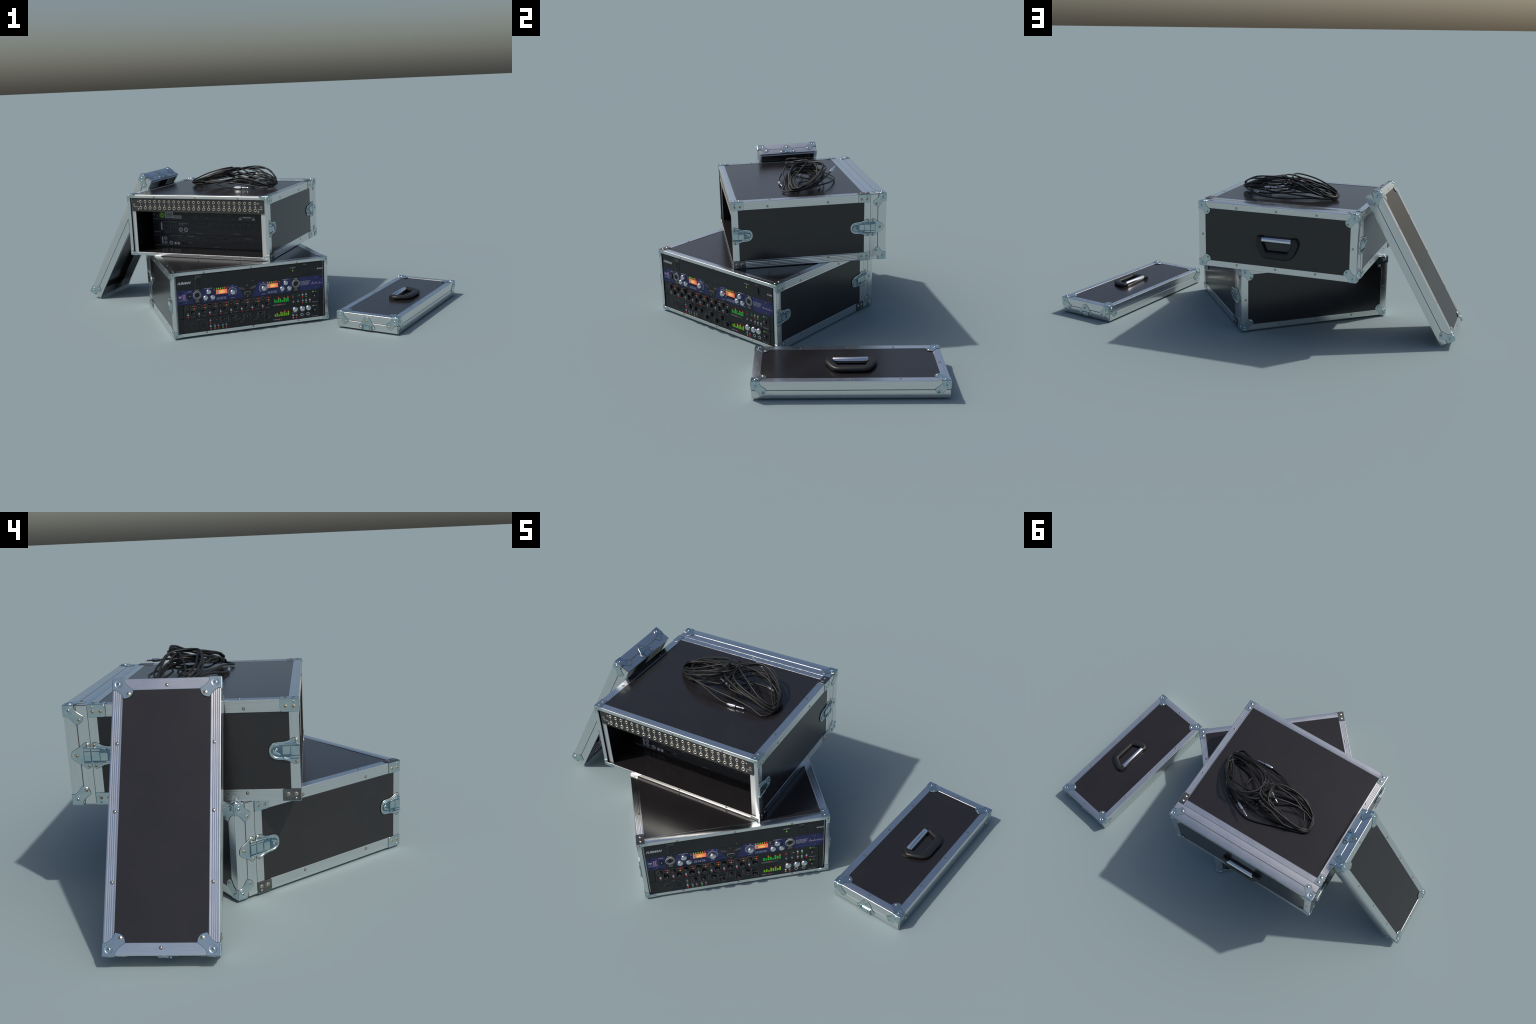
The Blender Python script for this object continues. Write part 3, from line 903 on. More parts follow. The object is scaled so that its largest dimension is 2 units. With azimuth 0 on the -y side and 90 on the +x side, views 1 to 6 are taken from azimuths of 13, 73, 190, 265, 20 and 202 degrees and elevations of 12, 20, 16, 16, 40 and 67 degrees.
def bar_display(dev, x0, z0, bars, low):
    fr = Mesh()
    fr.box(x0, x0 + 0.0790, YF - 0.0005, YF + 0.001, z0 - 0.010, z0 + 0.0320, "face2")
    for i in range(8):
        fr.text(str(i + 1), x0 + 0.0085 + 0.0094 * i, z0 + 0.0268, 0.0036, YF - 0.0005, "grey", "CENTER")
    for k in range(6):
        fr.text("-%d" % (42 - 8 * k), x0 + 0.0040, z0 + 0.0045 * k, 0.0028, YF - 0.0005, "grey", "CENTER")
    fr.obj("display_window", dev)
    for key in ("low", "o", "r", "off"):
        g = Mesh()
        any_ = False
        for i, n in enumerate(bars):
            for k in range(6):
                lit = k < n
                kind = ("low" if k < 4 else "o" if k == 4 else "r") if lit else "off"
                if kind == key:
                    any_ = True
                    x, z = x0 + 0.0085 + 0.0094 * i, z0 + 0.0045 * k
                    h = 0.0013 if lit else 0.0006
                    g.box(x - 0.0031, x + 0.0031, YF - 0.0014, YF - 0.0004, z - h, z + h, {"low": low, "o": "led_o", "r": "led_r", "off": "led_off"}[key])
        if any_:
            ob = g.obj("level_bar", dev)
            ob["kind"] = "stuff"

def channel_preamp(case):
    z0, z1 = 0.0858, 0.1540
    dev = faceplate("channel_preamplifier", case, -0.3320, 0.3395, z0, z1, "face")
    p = Mesh()
    for i in range(8):
        x = -0.3108 + 0.05170 * i
        xb = x + 0.0226
        put("black", "control_knob", dev, x, YF, 0.1342, -0.9 + 0.2 * (i % 3))
        put("black", "control_knob", dev, xb, YF, 0.1085, 0.5 - 0.3 * (i % 2))
        put("button", "push_button", dev, x - 0.0012, YF, 0.1025)
        put("led_r", "indicator_lamp", dev, x - 0.0008, YF, 0.0925)
        put("led_r", "indicator_lamp", dev, x + 0.0288, YF, 0.1427)
        put("led_o", "indicator_lamp", dev, x + 0.0288, YF, 0.1304)
        for cx, cz in ((x, 0.1342), (xb, 0.1085)):
            p.arc(V((cx, YF, cz)), X, Z, -Y, 0.0136, 0.0144, math.radians(-45), math.radians(225), 0.0005, "grey", 16)
        p.box(x + 0.0345, x + 0.0350, YF - 0.0004, YF, 0.1230, 0.1480, "grey")
        p.text("O/L", x + 0.0250, 0.1410, 0.0046, YF, "grey", "RIGHT")
        p.text("COMP", x + 0.0258, 0.1288, 0.0044, YF, "grey", "RIGHT")
        p.text("INST", x - 0.0012, 0.1085, 0.0042, YF, "grey", "CENTER")
        p.text("COMPRESS", xb, 0.0905, 0.0044, YF, "grey", "CENTER")
    bar_display(dev, 0.1030, 0.1128, BARS_A, "led_g")
    p.text("Scarlett", 0.1010, 0.0975, 0.0072, YF, "white")
    p.box(0.1235, 0.1420, YF - 0.0006, YF, 0.0958, 0.1030, "redprint")
    p.text("OctoPre", 0.1327, 0.0978, 0.0050, YF - 0.0005, "white", "CENTER")
    p.text("Dynamic", 0.1450, 0.0975, 0.0066, YF, "grey")
    for x, z in ((0.2044, 0.1050), (0.2281, 0.1052), (0.2524, 0.1342), (0.2706, 0.1342), (0.2522, 0.1052), (0.2700, 0.1048), (0.2893, 0.1054)):
        put("button", "push_button", dev, x, YF, z)
        p.text("SEL", x, z + 0.0070, 0.0040, YF, "grey", "CENTER")
    for x, z, c in ((0.2036, 0.1320, "r"), (0.2339, 0.1325, "g"), (0.2520, 0.1236, "r"), (0.2702, 0.1234, "g"), (0.2518, 0.0950, "r"),
                    (0.2697, 0.0951, "g"), (0.2883, 0.0952, "r")):
        put("led_" + c, "indicator_lamp", dev, x, YF, z)
    p.text("44.1", 0.2250, 0.1390, 0.0044, YF, "grey"); p.text("48", 0.2250, 0.1290, 0.0044, YF, "grey")
    p.text("EXT", 0.2036, 0.1385, 0.0044, YF, "grey", "CENTER"); p.text("LOCK", 0.2036, 0.1255, 0.0040, YF, "grey", "CENTER")
    put("led_y", "indicator_lamp", dev, 0.3052, YF, 0.1444)
    put("rocker", "rocker_switch", dev, 0.3115, YF, 0.1198)
    p.text("POWER", 0.3170, 0.1430, 0.0044, YF, "grey", "CENTER")
    p.text("Focusrite", 0.3160, 0.0900, 0.0085, YF, "grey", "CENTER")
    p.obj("lettering", dev)
    ears(case, z0, z1)

def ears(case, z0, z1):
    e = Mesh()
    for a, b in ((-0.3595, -0.3335), (0.3410, 0.3595)):
        e.box(a, b, YF + 0.001, YF + 0.004, z0 + 0.001, z1 - 0.0005, "face2")
    e.obj("rack_ear", case)

def audio_interface(case):
    z0, z1 = 0.0175, 0.0852
    dev = faceplate("audio_interface", case, -0.3350, 0.3395, z0, z1, "face")
    p = Mesh()
    for x in (-0.2863, -0.2418):
        put("socket", "combo_socket", dev, x, YF, 0.0492)
    p.text("1", -0.2863, 0.0720, 0.0056, YF, "grey", "CENTER"); p.text("INPUTS", -0.2640, 0.0735, 0.0050, YF, "grey", "CENTER")
    p.text("2", -0.2418, 0.0720, 0.0056, YF, "grey", "CENTER")
    for x, z, c in ((-0.2081, 0.0655, "r"), (-0.2081, 0.0366, "r"), (-0.1884, 0.0369, "g"), (-0.1712, 0.0368, "r"), (-0.1501, 0.0366, "g"), (-0.1332, 0.0367, "r")):
        put("button", "push_button", dev, x, YF, z)
        put("led_" + ("y" if c == "g" else c), "indicator_lamp", dev, x + 0.0004, YF, z - 0.0110)
        p.text("48V", x, z + 0.0068, 0.0042, YF, "grey", "CENTER")
        p.text("INST", x, z - 0.0180, 0.0036, YF, "grey", "CENTER")
    for i, (x, z) in enumerate(((-0.1783, 0.0644), (-0.1414, 0.0640), (-0.0988, 0.0648), (-0.0643, 0.0414), (-0.0296, 0.0646), (0.0031, 0.0418),
                                (0.0397, 0.0648), (0.0722, 0.0424))):
        put("black", "control_knob", dev, x, YF, z, -0.6 + 0.45 * (i % 4))
        p.arc(V((x, YF, z)), X, Z, -Y, 0.0136, 0.0144, math.radians(-45), math.radians(225), 0.0005, "grey", 16)
        p.text("0", x - 0.0130, z - 0.0165, 0.0044, YF, "grey", "CENTER"); p.text("10", x + 0.0130, z - 0.0165, 0.0044, YF, "grey", "CENTER")
    for x in (-0.1592, -0.1209, -0.0809, -0.0474, -0.0103, 0.0217, 0.0575):
        p.box(x - 0.0003, x + 0.0003, YF - 0.0004, YF, 0.0480, 0.0790, "grey")
    bar_display(dev, 0.1030, 0.0440, BARS_B, "led_y")
    p.text("Scarlett", 0.1010, 0.0252, 0.0072, YF, "white")
    p.box(0.1250, 0.1350, YF - 0.0006, YF, 0.0235, 0.0308, "redprint")
    p.text("18i", 0.1300, 0.0255, 0.0050, YF - 0.0005, "white", "CENTER")
    p.text("20", 0.1370, 0.0252, 0.0072, YF, "grey")
    for x, z in ((0.2101, 0.0683), (0.2467, 0.0675), (0.2783, 0.0684)):
        put("ball", "volume_knob", dev, x, YF, z)
    for x in (0.2457, 0.2774):
        put("phones", "headphone_socket", dev, x, YF, 0.0366)
    p.text("1", 0.2590, 0.0345, 0.0055, YF, "grey"); p.text("2", 0.2630, 0.0345, 0.0055, YF, "grey")
    for x, c in ((0.2014, "o"), (0.2182, "r")):
        put("button", "push_button", dev, x, YF, 0.0380)
        put("led_" + c, "indicator_lamp", dev, x, YF, 0.0270)
        p.text("DIM", x, 0.0210, 0.0036, YF, "grey", "CENTER")
    p.text("MONITOR", 0.2101, 0.0480, 0.0050, YF, "grey", "CENTER")
    p.box(0.2280, 0.2284, YF - 0.0004, YF, 0.0500, 0.0790, "grey")
    put("led_y", "indicator_lamp", dev, 0.3049, YF, 0.0737)
    put("rocker", "rocker_switch", dev, 0.3113, YF, 0.0497)
    p.text("POWER", 0.3170, 0.0723, 0.0044, YF, "grey", "CENTER")
    p.text("Focusrite", 0.3125, 0.0200, 0.0085, YF, "grey", "CENTER")
    p.obj("lettering", dev)
    ears(case, z0, z1)

# ---- patch bay and the rear of the gear in the upper case
def patch_bay(case):
    z0, z1 = 0.2250, 0.2912
    yf = BY0 + 0.0045
    ms = Mesh()
    ms.box(-0.3590, 0.3590, yf, yf + 0.004, z0, z1, "patch")
    ms.box(-0.320, 0.320, yf + 0.0041, yf + 0.085, z0 + 0.003, z1 - 0.002, "inside")
    dev = ms.obj("patch_bay", case)
    p = Mesh()
    for i in range(24):
        x = -0.3090 + 0.6255 * i / 23
        for z in (0.2756, 0.2430):
            place("patch_jack", KN["jack"], dev, Matrix.Translation((x, yf, z)) @ Matrix.Scale(0.80 if z > 0.26 else 0.92, 4))
        p.text(str(i + 1), x, 0.2555, 0.0085, yf, "white", "CENTER", 0, 0.0002)
        p.box(x - 0.0005, x + 0.0005, yf - 0.0004, yf, 0.2636, 0.2664, "white")
        p.box(x - 0.0005, x + 0.0005, yf - 0.0004, yf, 0.2516, 0.2540, "white")
    for x in (-0.3240, 0.3310):
        p.text("A", x, 0.2720, 0.0100, yf, "white", "CENTER", 0, 0.0002)
        p.text("B", x, 0.2335, 0.0100, yf, "white", "CENTER", 0, 0.0002)
    p.text("NEUTRIK", -0.3475, 0.2462, 0.0062, yf, "white"); p.text("NYS-SPP", 0.3530, 0.2455, 0.0062, yf, "white", "RIGHT")
    p.obj("lettering", dev)
    c = Mesh()
    for x in (-0.3470, 0.3470):
        c.ring(V((x, yf, 0.2585)), -Y, 0.0034, 0.0050, 0.0008, "nickel", 14)
        c.disc(V((x, yf, 0.2585)), -Y, 0.0034, 0.0003, "hole", 12)
    c.obj("panel_screw", dev)

def rear_gear(case):
    yr = BY0 + 0.158
    XL, XR = -0.3365, 0.3365
    units = []
    for i, (z0, z1) in enumerate(((0.0180, 0.0835), (0.0845, 0.1545), (0.1555, 0.2240))):
        ms = Mesh()
        z0, z1 = z0 - 0.0015, z1 - 0.0015
        ms.box(XL, XR, yr, yr + 0.33, z0, z1, "rear")
        units.append(ms.obj(("audio_interface", "channel_preamplifier", "power_conditioner")[i], case))
    shift = Matrix.Translation((-0.0100, 0, -0.0036))
    def inlet(dev, x, z):
        s = Mesh()
        s.box(x - 0.0170, x + 0.0170, yr - 0.0020, yr, z - 0.0225, z + 0.0225, "outline")
        s.box(x - 0.0160, x + 0.0160, yr - 0.0026, yr, z - 0.0215, z + 0.0215, "face2")
        for dx, dz in ((0, 0.007), (-0.006, -0.005), (0.006, -0.005)):
            s.box(x + dx - 0.001, x + dx + 0.001, yr - 0.0034, yr - 0.002, z + dz - 0.002, z + dz + 0.002, "outline")
        s.obj("mains_inlet", dev, shift)
        l = Mesh(); l.box(x + 0.0270, x + 0.0350, yr - 0.0006, yr, z - 0.0190, z + 0.0190, "label"); l.obj("rating_label", dev, shift)
    def conn(dev, x, z, r, key="outline", name="rear_socket"):
        s = Mesh()
        lip = 0.88 if key == "outline" else 0.70
        s.ring(V((x, yr, z)), -Y, r * lip, r, 0.0018, key, 22)
        s.disc(V((x, yr, z)), -Y, r * lip, 0.0006, "face2", 20)
        s.ring(V((x, yr - 0.0006, z)), -Y, r * 0.34, r * 0.46, 0.0010, key, 14)
        s.obj(name, dev, shift)
    # lowest unit
    d = units[0]
    p = Mesh()
    inlet(d, -0.3060, 0.0520)
    for z in (0.0632, 0.0410):
        conn(d, -0.2560, z, 0.0092, "label", "coaxial_socket")
    conn(d, -0.2255, 0.0655, 0.0060); conn(d, -0.2250, 0.0400, 0.0105, "label", "clock_socket")
    for x, k in ((-0.1980, "label"), (-0.1795, "label"), (-0.1590, "face2"), (-0.1420, "face2")):
        s = Mesh(); s.box(x - 0.0062, x + 0.0062, yr - 0.0030, yr, 0.0325, 0.0450, k); s.obj("optical_port", d, shift)
    for x in (-0.0835, -0.0517):
        conn(d, x, 0.0450, 0.0130)
    for i in range(5):
        for z in (0.0706, 0.0407):
            conn(d, -0.0200 + 0.0278 * i, z, 0.0108)
    for i in range(6):
        conn(d, 0.1241 + 0.0369 * i, 0.0495, 0.0150)
        p.text(str(8 - i), 0.1241 + 0.0369 * i, 0.0680, 0.0055, yr, "grey", "CENTER")
    p.text("Focusrite", -0.1246, 0.0752, 0.0095, yr, "grey"); p.text("SERIAL AND POWER INPUT RATING", -0.3190, 0.0240, 0.0050, yr, "grey")
    p.text("CLASS COMPLIANT AUDIO DEVICE", -0.2280, 0.0775, 0.0044, yr, "grey"); p.text("OPTICAL", -0.1720, 0.0655, 0.0045, yr, "grey", "CENTER")
    for x in (-0.1890, -0.1500):
        for k in range(3):
            p.box(x - 0.010, x + 0.010, yr - 0.0005, yr, 0.0500 + 0.0040 * k, 0.0516 + 0.0040 * k, "outline")
    p.text("MIC/LINE INPUTS", 0.2150, 0.0735, 0.0048, yr, "grey", "CENTER"); p.text("MIDI", -0.0676, 0.0660, 0.0048, yr, "grey", "CENTER")
    p.box(-0.0280, 0.1020, yr - 0.0005, yr, 0.0250, 0.0256, "outline"); p.text("LINE OUTPUTS", 0.037, 0.0235, 0.0042, yr, "grey", "CENTER")
    p.text("USB", -0.1130, 0.0420, 0.0060, yr, "grey", "CENTER")
    p.obj("lettering", d, shift)
    # middle unit
    d = units[1]
    p = Mesh()
    inlet(d, -0.3060, 0.1258)
    for x in (-0.2568, -0.2368):
        s = Mesh(); s.box(x - 0.0060, x + 0.0060, yr - 0.0030, yr, 0.1030, 0.1160, "outline"); s.obj("optical_port", d, shift)
    for x in (-0.1630, -0.1327):
        conn(d, x, 0.1116, 0.0115, "label", "clock_socket")
    for i in range(4):
        for z in (0.1441, 0.1120):
            conn(d, -0.1000 + 0.0274 * i, z, 0.0105)
            p.text(str(8 - i), -0.1125 + 0.0274 * i, z + 0.004, 0.0050, yr, "grey", "CENTER")
    for i in range(7):
        conn(d, 0.0220 + 0.0420 * i, 0.1262, 0.0162)
        p.text(str(8 - i), 0.0080 + 0.0420 * i, 0.1430, 0.0058, yr, "grey", "CENTER")
    p.text("Focusrite", -0.1720, 0.1400, 0.0130, yr, "grey"); p.text("SAFFIRE PRE", -0.1720, 0.1340, 0.0046, yr, "grey")
    p.text("WORD CLOCK", -0.1480, 0.0935, 0.0044, yr, "grey", "CENTER"); p.text("LINE OUTPUTS", -0.058, 0.0925, 0.0050, yr, "grey", "CENTER")
    p.text("MIC/LINE INPUTS", 0.155, 0.0955, 0.0055, yr, "grey", "CENTER"); p.text("USE ONLY WITH GROUNDED OUTLET", -0.2780, 0.1480, 0.0052, yr, "grey")
    p.text("ADAT OPT", -0.2470, 0.0940, 0.0050, yr, "grey", "CENTER"); p.text("100-240V 50/60Hz", -0.3200, 0.0945, 0.0048, yr, "grey")
    for k in range(4):
        p.box(-0.2660, -0.2300, yr - 0.0005, yr, 0.1230 + 0.0038 * k, 0.1246 + 0.0038 * k, "outline")
        p.box(-0.2200, -0.1860, yr - 0.0005, yr, 0.1230 + 0.0038 * k, 0.1246 + 0.0038 * k, "outline")
    p.box(-0.2255, -0.2248, yr - 0.0005, yr, 0.0930, 0.1360, "grey")
    p.obj("lettering", d, shift)
    # upper unit, half hidden by the patch bay
    d = units[2]
    p = Mesh()
    s = Mesh(); s.disc(V((-0.2690, yr, 0.1846)), -Y, 0.0160, 0.0005, "sticker", 24)
    s.arc(V((-0.2690, yr - 0.0005, 0.1846)), X, Z, -Y, 0.0070, 0.0095, 0.4, 2.8, 0.0004, "label"); s.arc(V((-0.2690, yr - 0.0005, 0.1846)), X, Z, -Y, 0.0070, 0.0095, 3.6, 5.9, 0.0004, "label")
    s.obj("recycling_sticker", d, shift)
    s = Mesh(); s.box(-0.2515, -0.2035, yr - 0.0005, yr, 0.1708, 0.2080, "label")
    for i in range(16):
        w = 0.0005 + 0.0007 * ((i * 7) % 3)
        s.box(-0.2465 + 0.0025 * i, -0.2465 + 0.0025 * i + w, yr - 0.0008, yr, 0.1760, 0.1960, "outline")
    s.box(-0.2025, -0.1560, yr - 0.0005, yr, 0.1690, 0.1850, "label")
    for i in range(17):
        w = 0.0005 + 0.0006 * ((i * 5) % 3)
        s.box(-0.1995 + 0.0024 * i, -0.1995 + 0.0024 * i + w, yr - 0.0008, yr, 0.1720, 0.1830, "outline")
    s.obj("serial_label", d, shift)
    p.text("CE", -0.3240, 0.1830, 0.0140, yr, "grey"); p.box(-0.2990, -0.2890, yr - 0.0005, yr, 0.1775, 0.1800, "grey")
    p.box(-0.2975, -0.2905, yr - 0.0005, yr, 0.1820, 0.1910, "outline")
    p.text("CONFORMS TO UL STD 60065 CERTIFIED TO CSA STD", -0.3240, 0.1630, 0.0052, yr, "grey")
    for i, x in enumerate((-0.1060, -0.0696, -0.0317, 0.0050, 0.0380, 0.0738, 0.1125, 0.1480)):
        conn(d, x, 0.1900, 0.0135 if i in (1, 2, 5, 6) else 0.0085)
        if i in (1, 2, 5, 6):
            for a in (0.5, 2.6, 4.7):
                p.disc(V((x + 0.0060 * math.cos(a), yr - 0.0012, 0.1900 + 0.0060 * math.sin(a))), -Y, 0.0014, 0.0005, "grey", 6)
    for x in (-0.088, -0.020, 0.055, 0.130):
        p.text("BALANCED OUTPUT LEVEL", x, 0.1650, 0.0042, yr, "outline", "CENTER"); p.text("Channel", x + 0.01, 0.1710, 0.0050, yr, "grey", "CENTER")
    for x in (0.1765, 0.2474):
        p.prism([(-0.0100, -0.0075), (0.0100, -0.0075), (0, 0.0095)], V((x, yr, 0.1770)), X, Z, -Y, 0.0005, "label")
        p.text("!", x, 0.1710, 0.0100, yr - 0.0003, "face2", "CENTER", 0, 0.0003)
    p.box(0.1885, 0.2365, yr - 0.0005, yr, 0.1800, 0.1865, "label")
    p.text("RISK OF ELECTRIC SHOCK", 0.2125, 0.1745, 0.0036, yr, "grey", "CENTER"); p.text("DO NOT OPEN", 0.2125, 0.1695, 0.0036, yr, "grey", "CENTER")
    p.text("CAUTION: TO REDUCE THE RISK OF FIRE DO NOT EXPOSE", 0.1660, 0.1640, 0.0036, yr, "outline")
    p.obj("lettering", d, shift)

# ------------------------------------------------------------------ place the cases and lids
def yaw_frame(x, y, z, a):
    return Matrix.Translation((x, y, z)) @ Matrix.Rotation(a, 4, "Z")

LOW = yaw_frame(-0.1127, -0.0492, 0.0060, 0.5220)
UPP = yaw_frame(-0.1805, 0.1340, 0.3151, -0.1735)

def tag(ob, label, cat):
    ob["label"] = label
    ob["category"] = cat

upper = empty("flight_case", UPP)
tag(upper, "black and aluminium flight case with patch bay, open front", "flight case")
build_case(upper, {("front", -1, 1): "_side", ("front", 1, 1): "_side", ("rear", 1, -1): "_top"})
back_lid(upper, True)
patch_bay(upper)
rear_gear(upper)

lower = empty("flight_case", LOW)
tag(lower, "black and aluminium flight case holding four rack audio units", "flight case")
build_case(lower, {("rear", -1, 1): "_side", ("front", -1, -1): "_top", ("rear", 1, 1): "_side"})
back_lid(lower, False)
power_unit(lower)
valve_preamp(lower)
channel_preamp(lower)
audio_interface(lower)

ga = -0.3454
gx, gy = V((math.cos(ga), math.sin(ga), 0)), V((-math.sin(ga), math.cos(ga), 0))
ground = empty("case_lid", frame(V((0.7250, 0.0320, 0.0055)), -gy, Z, -gx))
tag(ground, "flat black case lid with aluminium edges and carry handle", "case lid")
build_lid(ground, True)

up = V((0.49248, -0.08611, 0.86605)).normalized()
outw = V((-0.85565, 0.13407, 0.49989))
outw = (outw - up * outw.dot(up)).normalized()
lean = empty("case_lid", frame(V((-0.7549, 0.2567, 0.3538)) - outw * (T / 2), up, outw, up.cross(outw)))
tag(lean, "black case lid with aluminium edges leaning on the stack", "case lid")
build_lid(lean, False)

# ------------------------------------------------------------------ cables on the upper case
# control points in the frame of the upper case, heights above its top
LOOP_A = [(0.295, -0.058, 0.022), (0.200, -0.062, 0.058), (0.115, -0.038, 0.076), (0.074, 0.002, 0.088), (0.083, 0.060, 0.092),
          (0.130, 0.108, 0.096), (0.192, 0.100, 0.090), (0.250, 0.058, 0.064), (0.287, 0.000, 0.036)]
LOOP_B = [(0.022, 0.062, 0.094), (0.030, 0.015, 0.096), (0.002, -0.016, 0.095), (-0.060, -0.024, 0.078), (-0.125, -0.018, 0.054),
          (-0.185, 0.015, 0.030), (-0.206, 0.060, 0.020), (-0.196, 0.092, 0.016), (-0.138, 0.106, 0.044), (-0.058, 0.102, 0.071), (0.000, 0.088, 0.086)]
rng = random.Random(21)

def turn(base, zf, dx=0.0, jit=0.008, start=0, n=None, sy=1.0, dy=0.0):
    """One turn of a coil: base loop lowered by zf, shifted and roughened."""
    k = len(base)
    out = []
    for i in range(n or k):
        x, y, z = base[(start + i) % k]
        out.append(V((x + dx + rng.uniform(-jit, jit), y * sy + dy + rng.uniform(-jit, jit),
                      max(0.0045, z * zf + rng.uniform(-0.25, 0.35) * jit))))
    return out

def resample(pts, per=2):
    """Catmull-Rom through control points, kept coarse like the real cord."""
    P = [pts[0]] + pts + [pts[-1]]
    out = []
    for i in range(1, len(P) - 2):
        p0, p1, p2, p3 = P[i - 1], P[i], P[i + 1], P[i + 2]
        for k in range(per):
            t = k / per
            out.append(0.5 * ((2 * p1) + (p2 - p0) * t + (2 * p0 - 5 * p1 + 4 * p2 - p3) * t * t + (3 * p1 - p0 - 3 * p2 + p3) * t ** 3))
    out.append(P[-2])
    for p in out:
        p.z = max(p.z, 0.0040)
    return out

CORD_R = 0.0037

def plug_mesh():
    """Phone plug: cable end at origin, tip along +x."""
    m = Mesh()
    m.lathe([(0.0032, -0.004), (0.0052, 0.000), (0.0062, 0.010), (0.0066, 0.026), (0.0060, 0.036), (0.0058, 0.037)], V(), X, "chrome", 14)
    m.lathe([(0.0058, 0.037), (0.0046, 0.0385), (0.0040, 0.040), (0.0036, 0.0405)], V(), X, "hole", 14)
    m.lathe([(0.0034, 0.040), (0.0034, 0.066), (0.0026, 0.068), (0.0034, 0.071), (0.0030, 0.075), (0, 0.079)], V(), X, "chrome", 12)
    return m.data("phone_plug", 40)

PLUG = plug_mesh()

def cable(label, pts, plug0, plug1):
    top = empty("instrument_cable", UPP @ Matrix.Translation((0, 0, H)))
    tag(top, label, "audio cable")
    cord = Mesh()
    path = resample([V(p) for p in pts])
    cord.tube(path, CORD_R, "cord", 8)
    cord.obj("cord", top, None, 60)
    for (a, b) in (plug0, plug1):
        d = (V(b) - V(a)).normalized()
        s = Z.cross(d).normalized()
        place("phone_plug", PLUG, top, frame(V(a), d, s, d.cross(s)))

c1 = [(0.101, -0.0955, 0.0075), (0.060, -0.088, 0.009), (0.020, -0.076, 0.016), (-0.050, -0.050, 0.026), (-0.117, -0.030, 0.030),
      (-0.180, 0.005, 0.022), (-0.206, 0.050, 0.014), (-0.195, 0.094, 0.012), (-0.130, 0.108, 0.034), (-0.056, 0.102, 0.066), (0.000, 0.088, 0.088)]
c1 += turn(LOOP_B, 1.00, 0.000, 0.005)
c1 += turn(LOOP_B, 0.95, 0.040, 0.007, 0, None, 1.0, 0.012)
c1 += turn(LOOP_B, 0.78, -0.004, 0.008, 0, None, 1.0, -0.004)
c1 += turn(LOOP_B, 0.60, -0.006, 0.009)
c1 += turn(LOOP_B, 0.36, 0.010, 0.010, 0, 8)
c1 += [V((-0.10, 0.115, 0.012)), V((0.00, 0.125, 0.020)), V((0.10, 0.120, 0.026)), V((0.20, 0.085, 0.026)), V((0.275, 0.020, 0.020))]
c1 += turn(LOOP_A, 0.98, 0.0, 0.004)
c1 += turn(LOOP_A, 0.90, 0.004, 0.007, 0, None, 1.04, 0.002)
c1 += turn(LOOP_A, 0.84, -0.042, 0.008, 0, None, 0.95, 0.006)
c1 += turn(LOOP_A, 0.55, -0.020, 0.010)
c1 += [V((0.290, -0.050, 0.020)), V((0.299, -0.010, 0.022)), V((0.270, 0.050, 0.030)), V((0.205, 0.104, 0.042)), V((0.150, 0.134, 0.048)), V((0.127, 0.147, 0.050))]

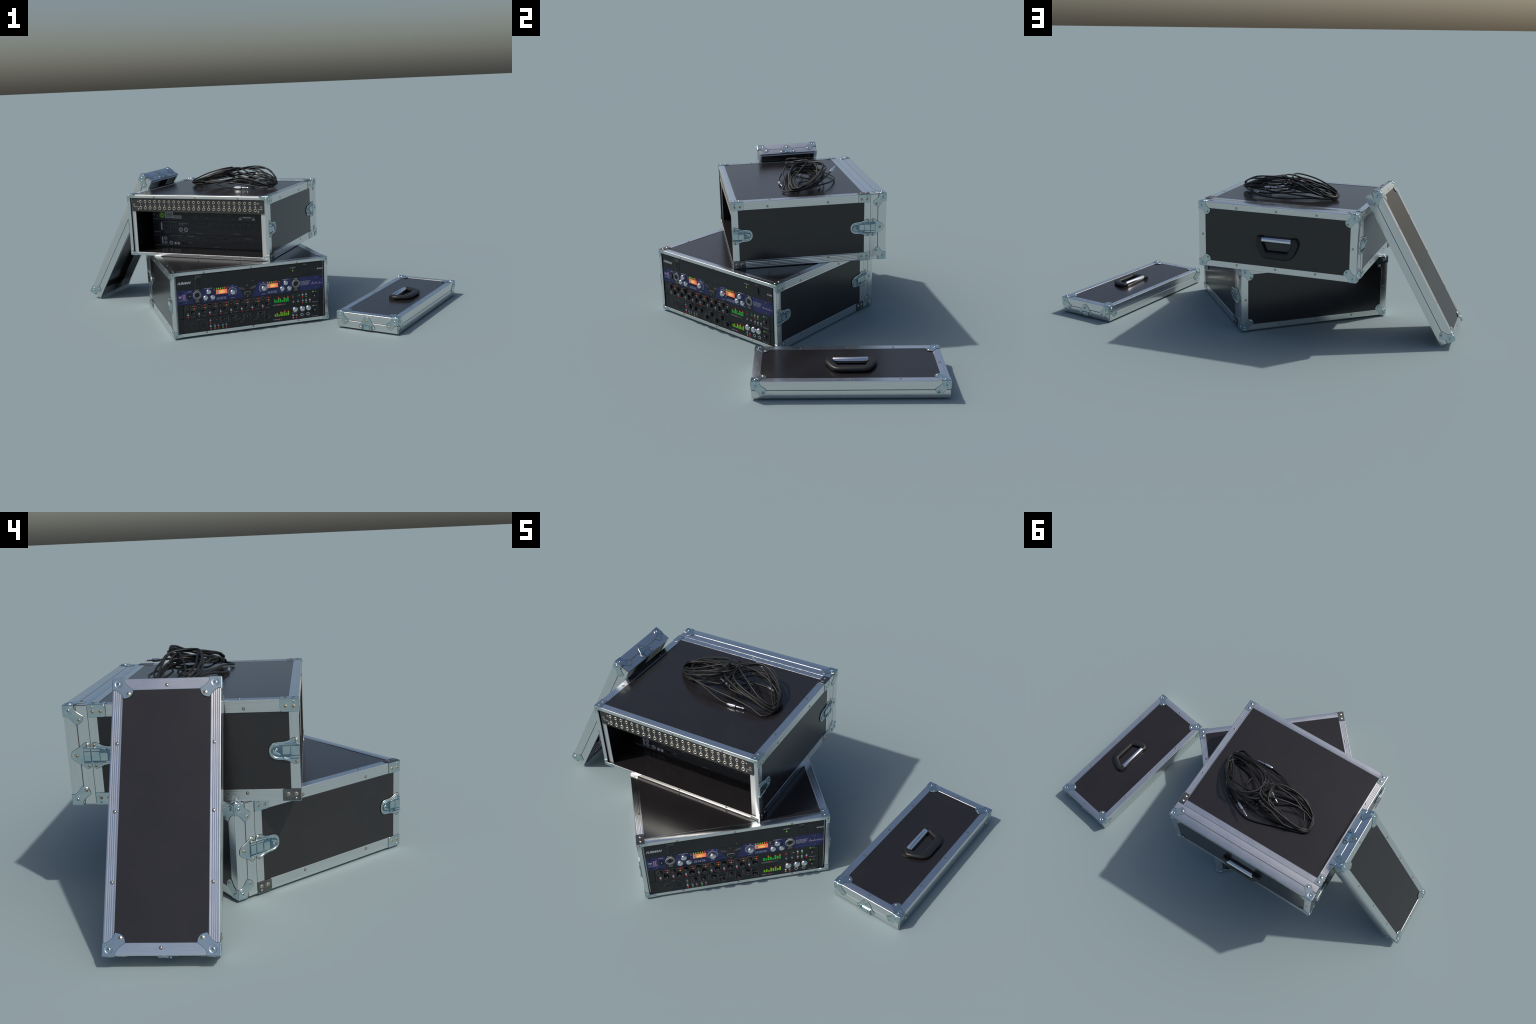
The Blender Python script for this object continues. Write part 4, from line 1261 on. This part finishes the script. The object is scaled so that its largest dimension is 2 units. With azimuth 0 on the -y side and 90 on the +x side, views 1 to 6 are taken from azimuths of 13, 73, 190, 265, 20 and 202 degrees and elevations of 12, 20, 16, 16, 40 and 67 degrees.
c2 = [(0.190, 0.083, 0.0075), (0.140, 0.084, 0.008), (0.080, 0.078, 0.012), (0.030, 0.066, 0.016), (-0.040, 0.030, 0.014), (-0.110, 0.000, 0.012),
      (-0.180, 0.020, 0.008), (-0.208, 0.070, 0.006), (-0.180, 0.105, 0.006), (-0.100, 0.128, 0.010), (-0.029, 0.152, 0.008), (0.060, 0.176, 0.007),
      (0.132, 0.158, 0.010), (0.200, 0.122, 0.016), (0.262, 0.060, 0.022), (0.298, -0.010, 0.018), (0.285, -0.078, 0.008), (0.259, -0.102, 0.006),
      (0.205, -0.083, 0.014), (0.120, -0.072, 0.024), (0.026, -0.064, 0.030), (-0.060, -0.045, 0.030), (-0.130, -0.025, 0.030), (-0.195, 0.020, 0.022),
      (-0.210, 0.070, 0.018), (-0.190, 0.100, 0.016), (-0.120, 0.098, 0.022), (-0.040, 0.072, 0.034), (0.046, 0.097, 0.055), (0.062, 0.060, 0.066),
      (0.040, 0.020, 0.066), (-0.020, -0.010, 0.055), (-0.100, -0.010, 0.036)]
c2 += turn(LOOP_B, 0.70, -0.004, 0.010, 5, 11)
c2 += turn(LOOP_B, 0.48, 0.004, 0.010, 5, 7)
# strands that run over the middle from end to end
c2 += [V((-0.040, 0.086, 0.060)), V((0.050, 0.060, 0.090)), V((0.130, 0.010, 0.074)), V((0.215, -0.040, 0.044)), V((0.288, -0.040, 0.020)),
       V((0.280, 0.020, 0.026)), V((0.190, 0.072, 0.062)), V((0.090, 0.076, 0.086)), V((-0.010, 0.048, 0.082)), V((-0.110, 0.018, 0.050)),
       V((-0.190, 0.030, 0.022)), V((-0.200, 0.080, 0.016)), V((-0.120, 0.100, 0.032)), V((-0.020, 0.080, 0.052))]
c2 += [V((0.060, 0.040, 0.050)), V((0.110, -0.020, 0.048)), V((0.190, -0.050, 0.036)), V((0.275, -0.050, 0.018))]
c2 += [V((0.297, -0.010, 0.016)), V((0.275, 0.040, 0.022)), V((0.210, 0.088, 0.034)), V((0.130, 0.110, 0.050)), V((0.070, 0.080, 0.056)), V((0.060, 0.030, 0.052))]
c2 += turn(LOOP_A, 0.66, 0.002, 0.010, 3, 9, 1.05)
c2 += turn(LOOP_A, 0.40, -0.012, 0.010, 3, 8)
c2 += [V((0.265, -0.030, 0.010)), V((0.200, -0.020, 0.010)), V((0.150, 0.000, 0.014)), V((0.160, 0.040, 0.016)), V((0.120, 0.070, 0.012)), V((0.085, 0.035, 0.014)), V((0.050, 0.004, 0.018))]

cable("black instrument cable coiled in loops with silver plugs", c1, ((0.101, -0.0955, 0.0075), (0.180, -0.092, 0.0075)),
      ((0.127, 0.147, 0.050), (0.056, 0.185, 0.060)))
cable("black instrument cable tangled in loops with silver plugs", c2, ((0.190, 0.083, 0.0075), (0.260, 0.062, 0.0070)),
      ((0.050, 0.004, 0.018), (-0.030, 0.050, 0.012)))

for me in GLYPH.values():
    bpy.data.meshes.remove(me)
for cu in list(bpy.data.curves):
    bpy.data.curves.remove(cu)
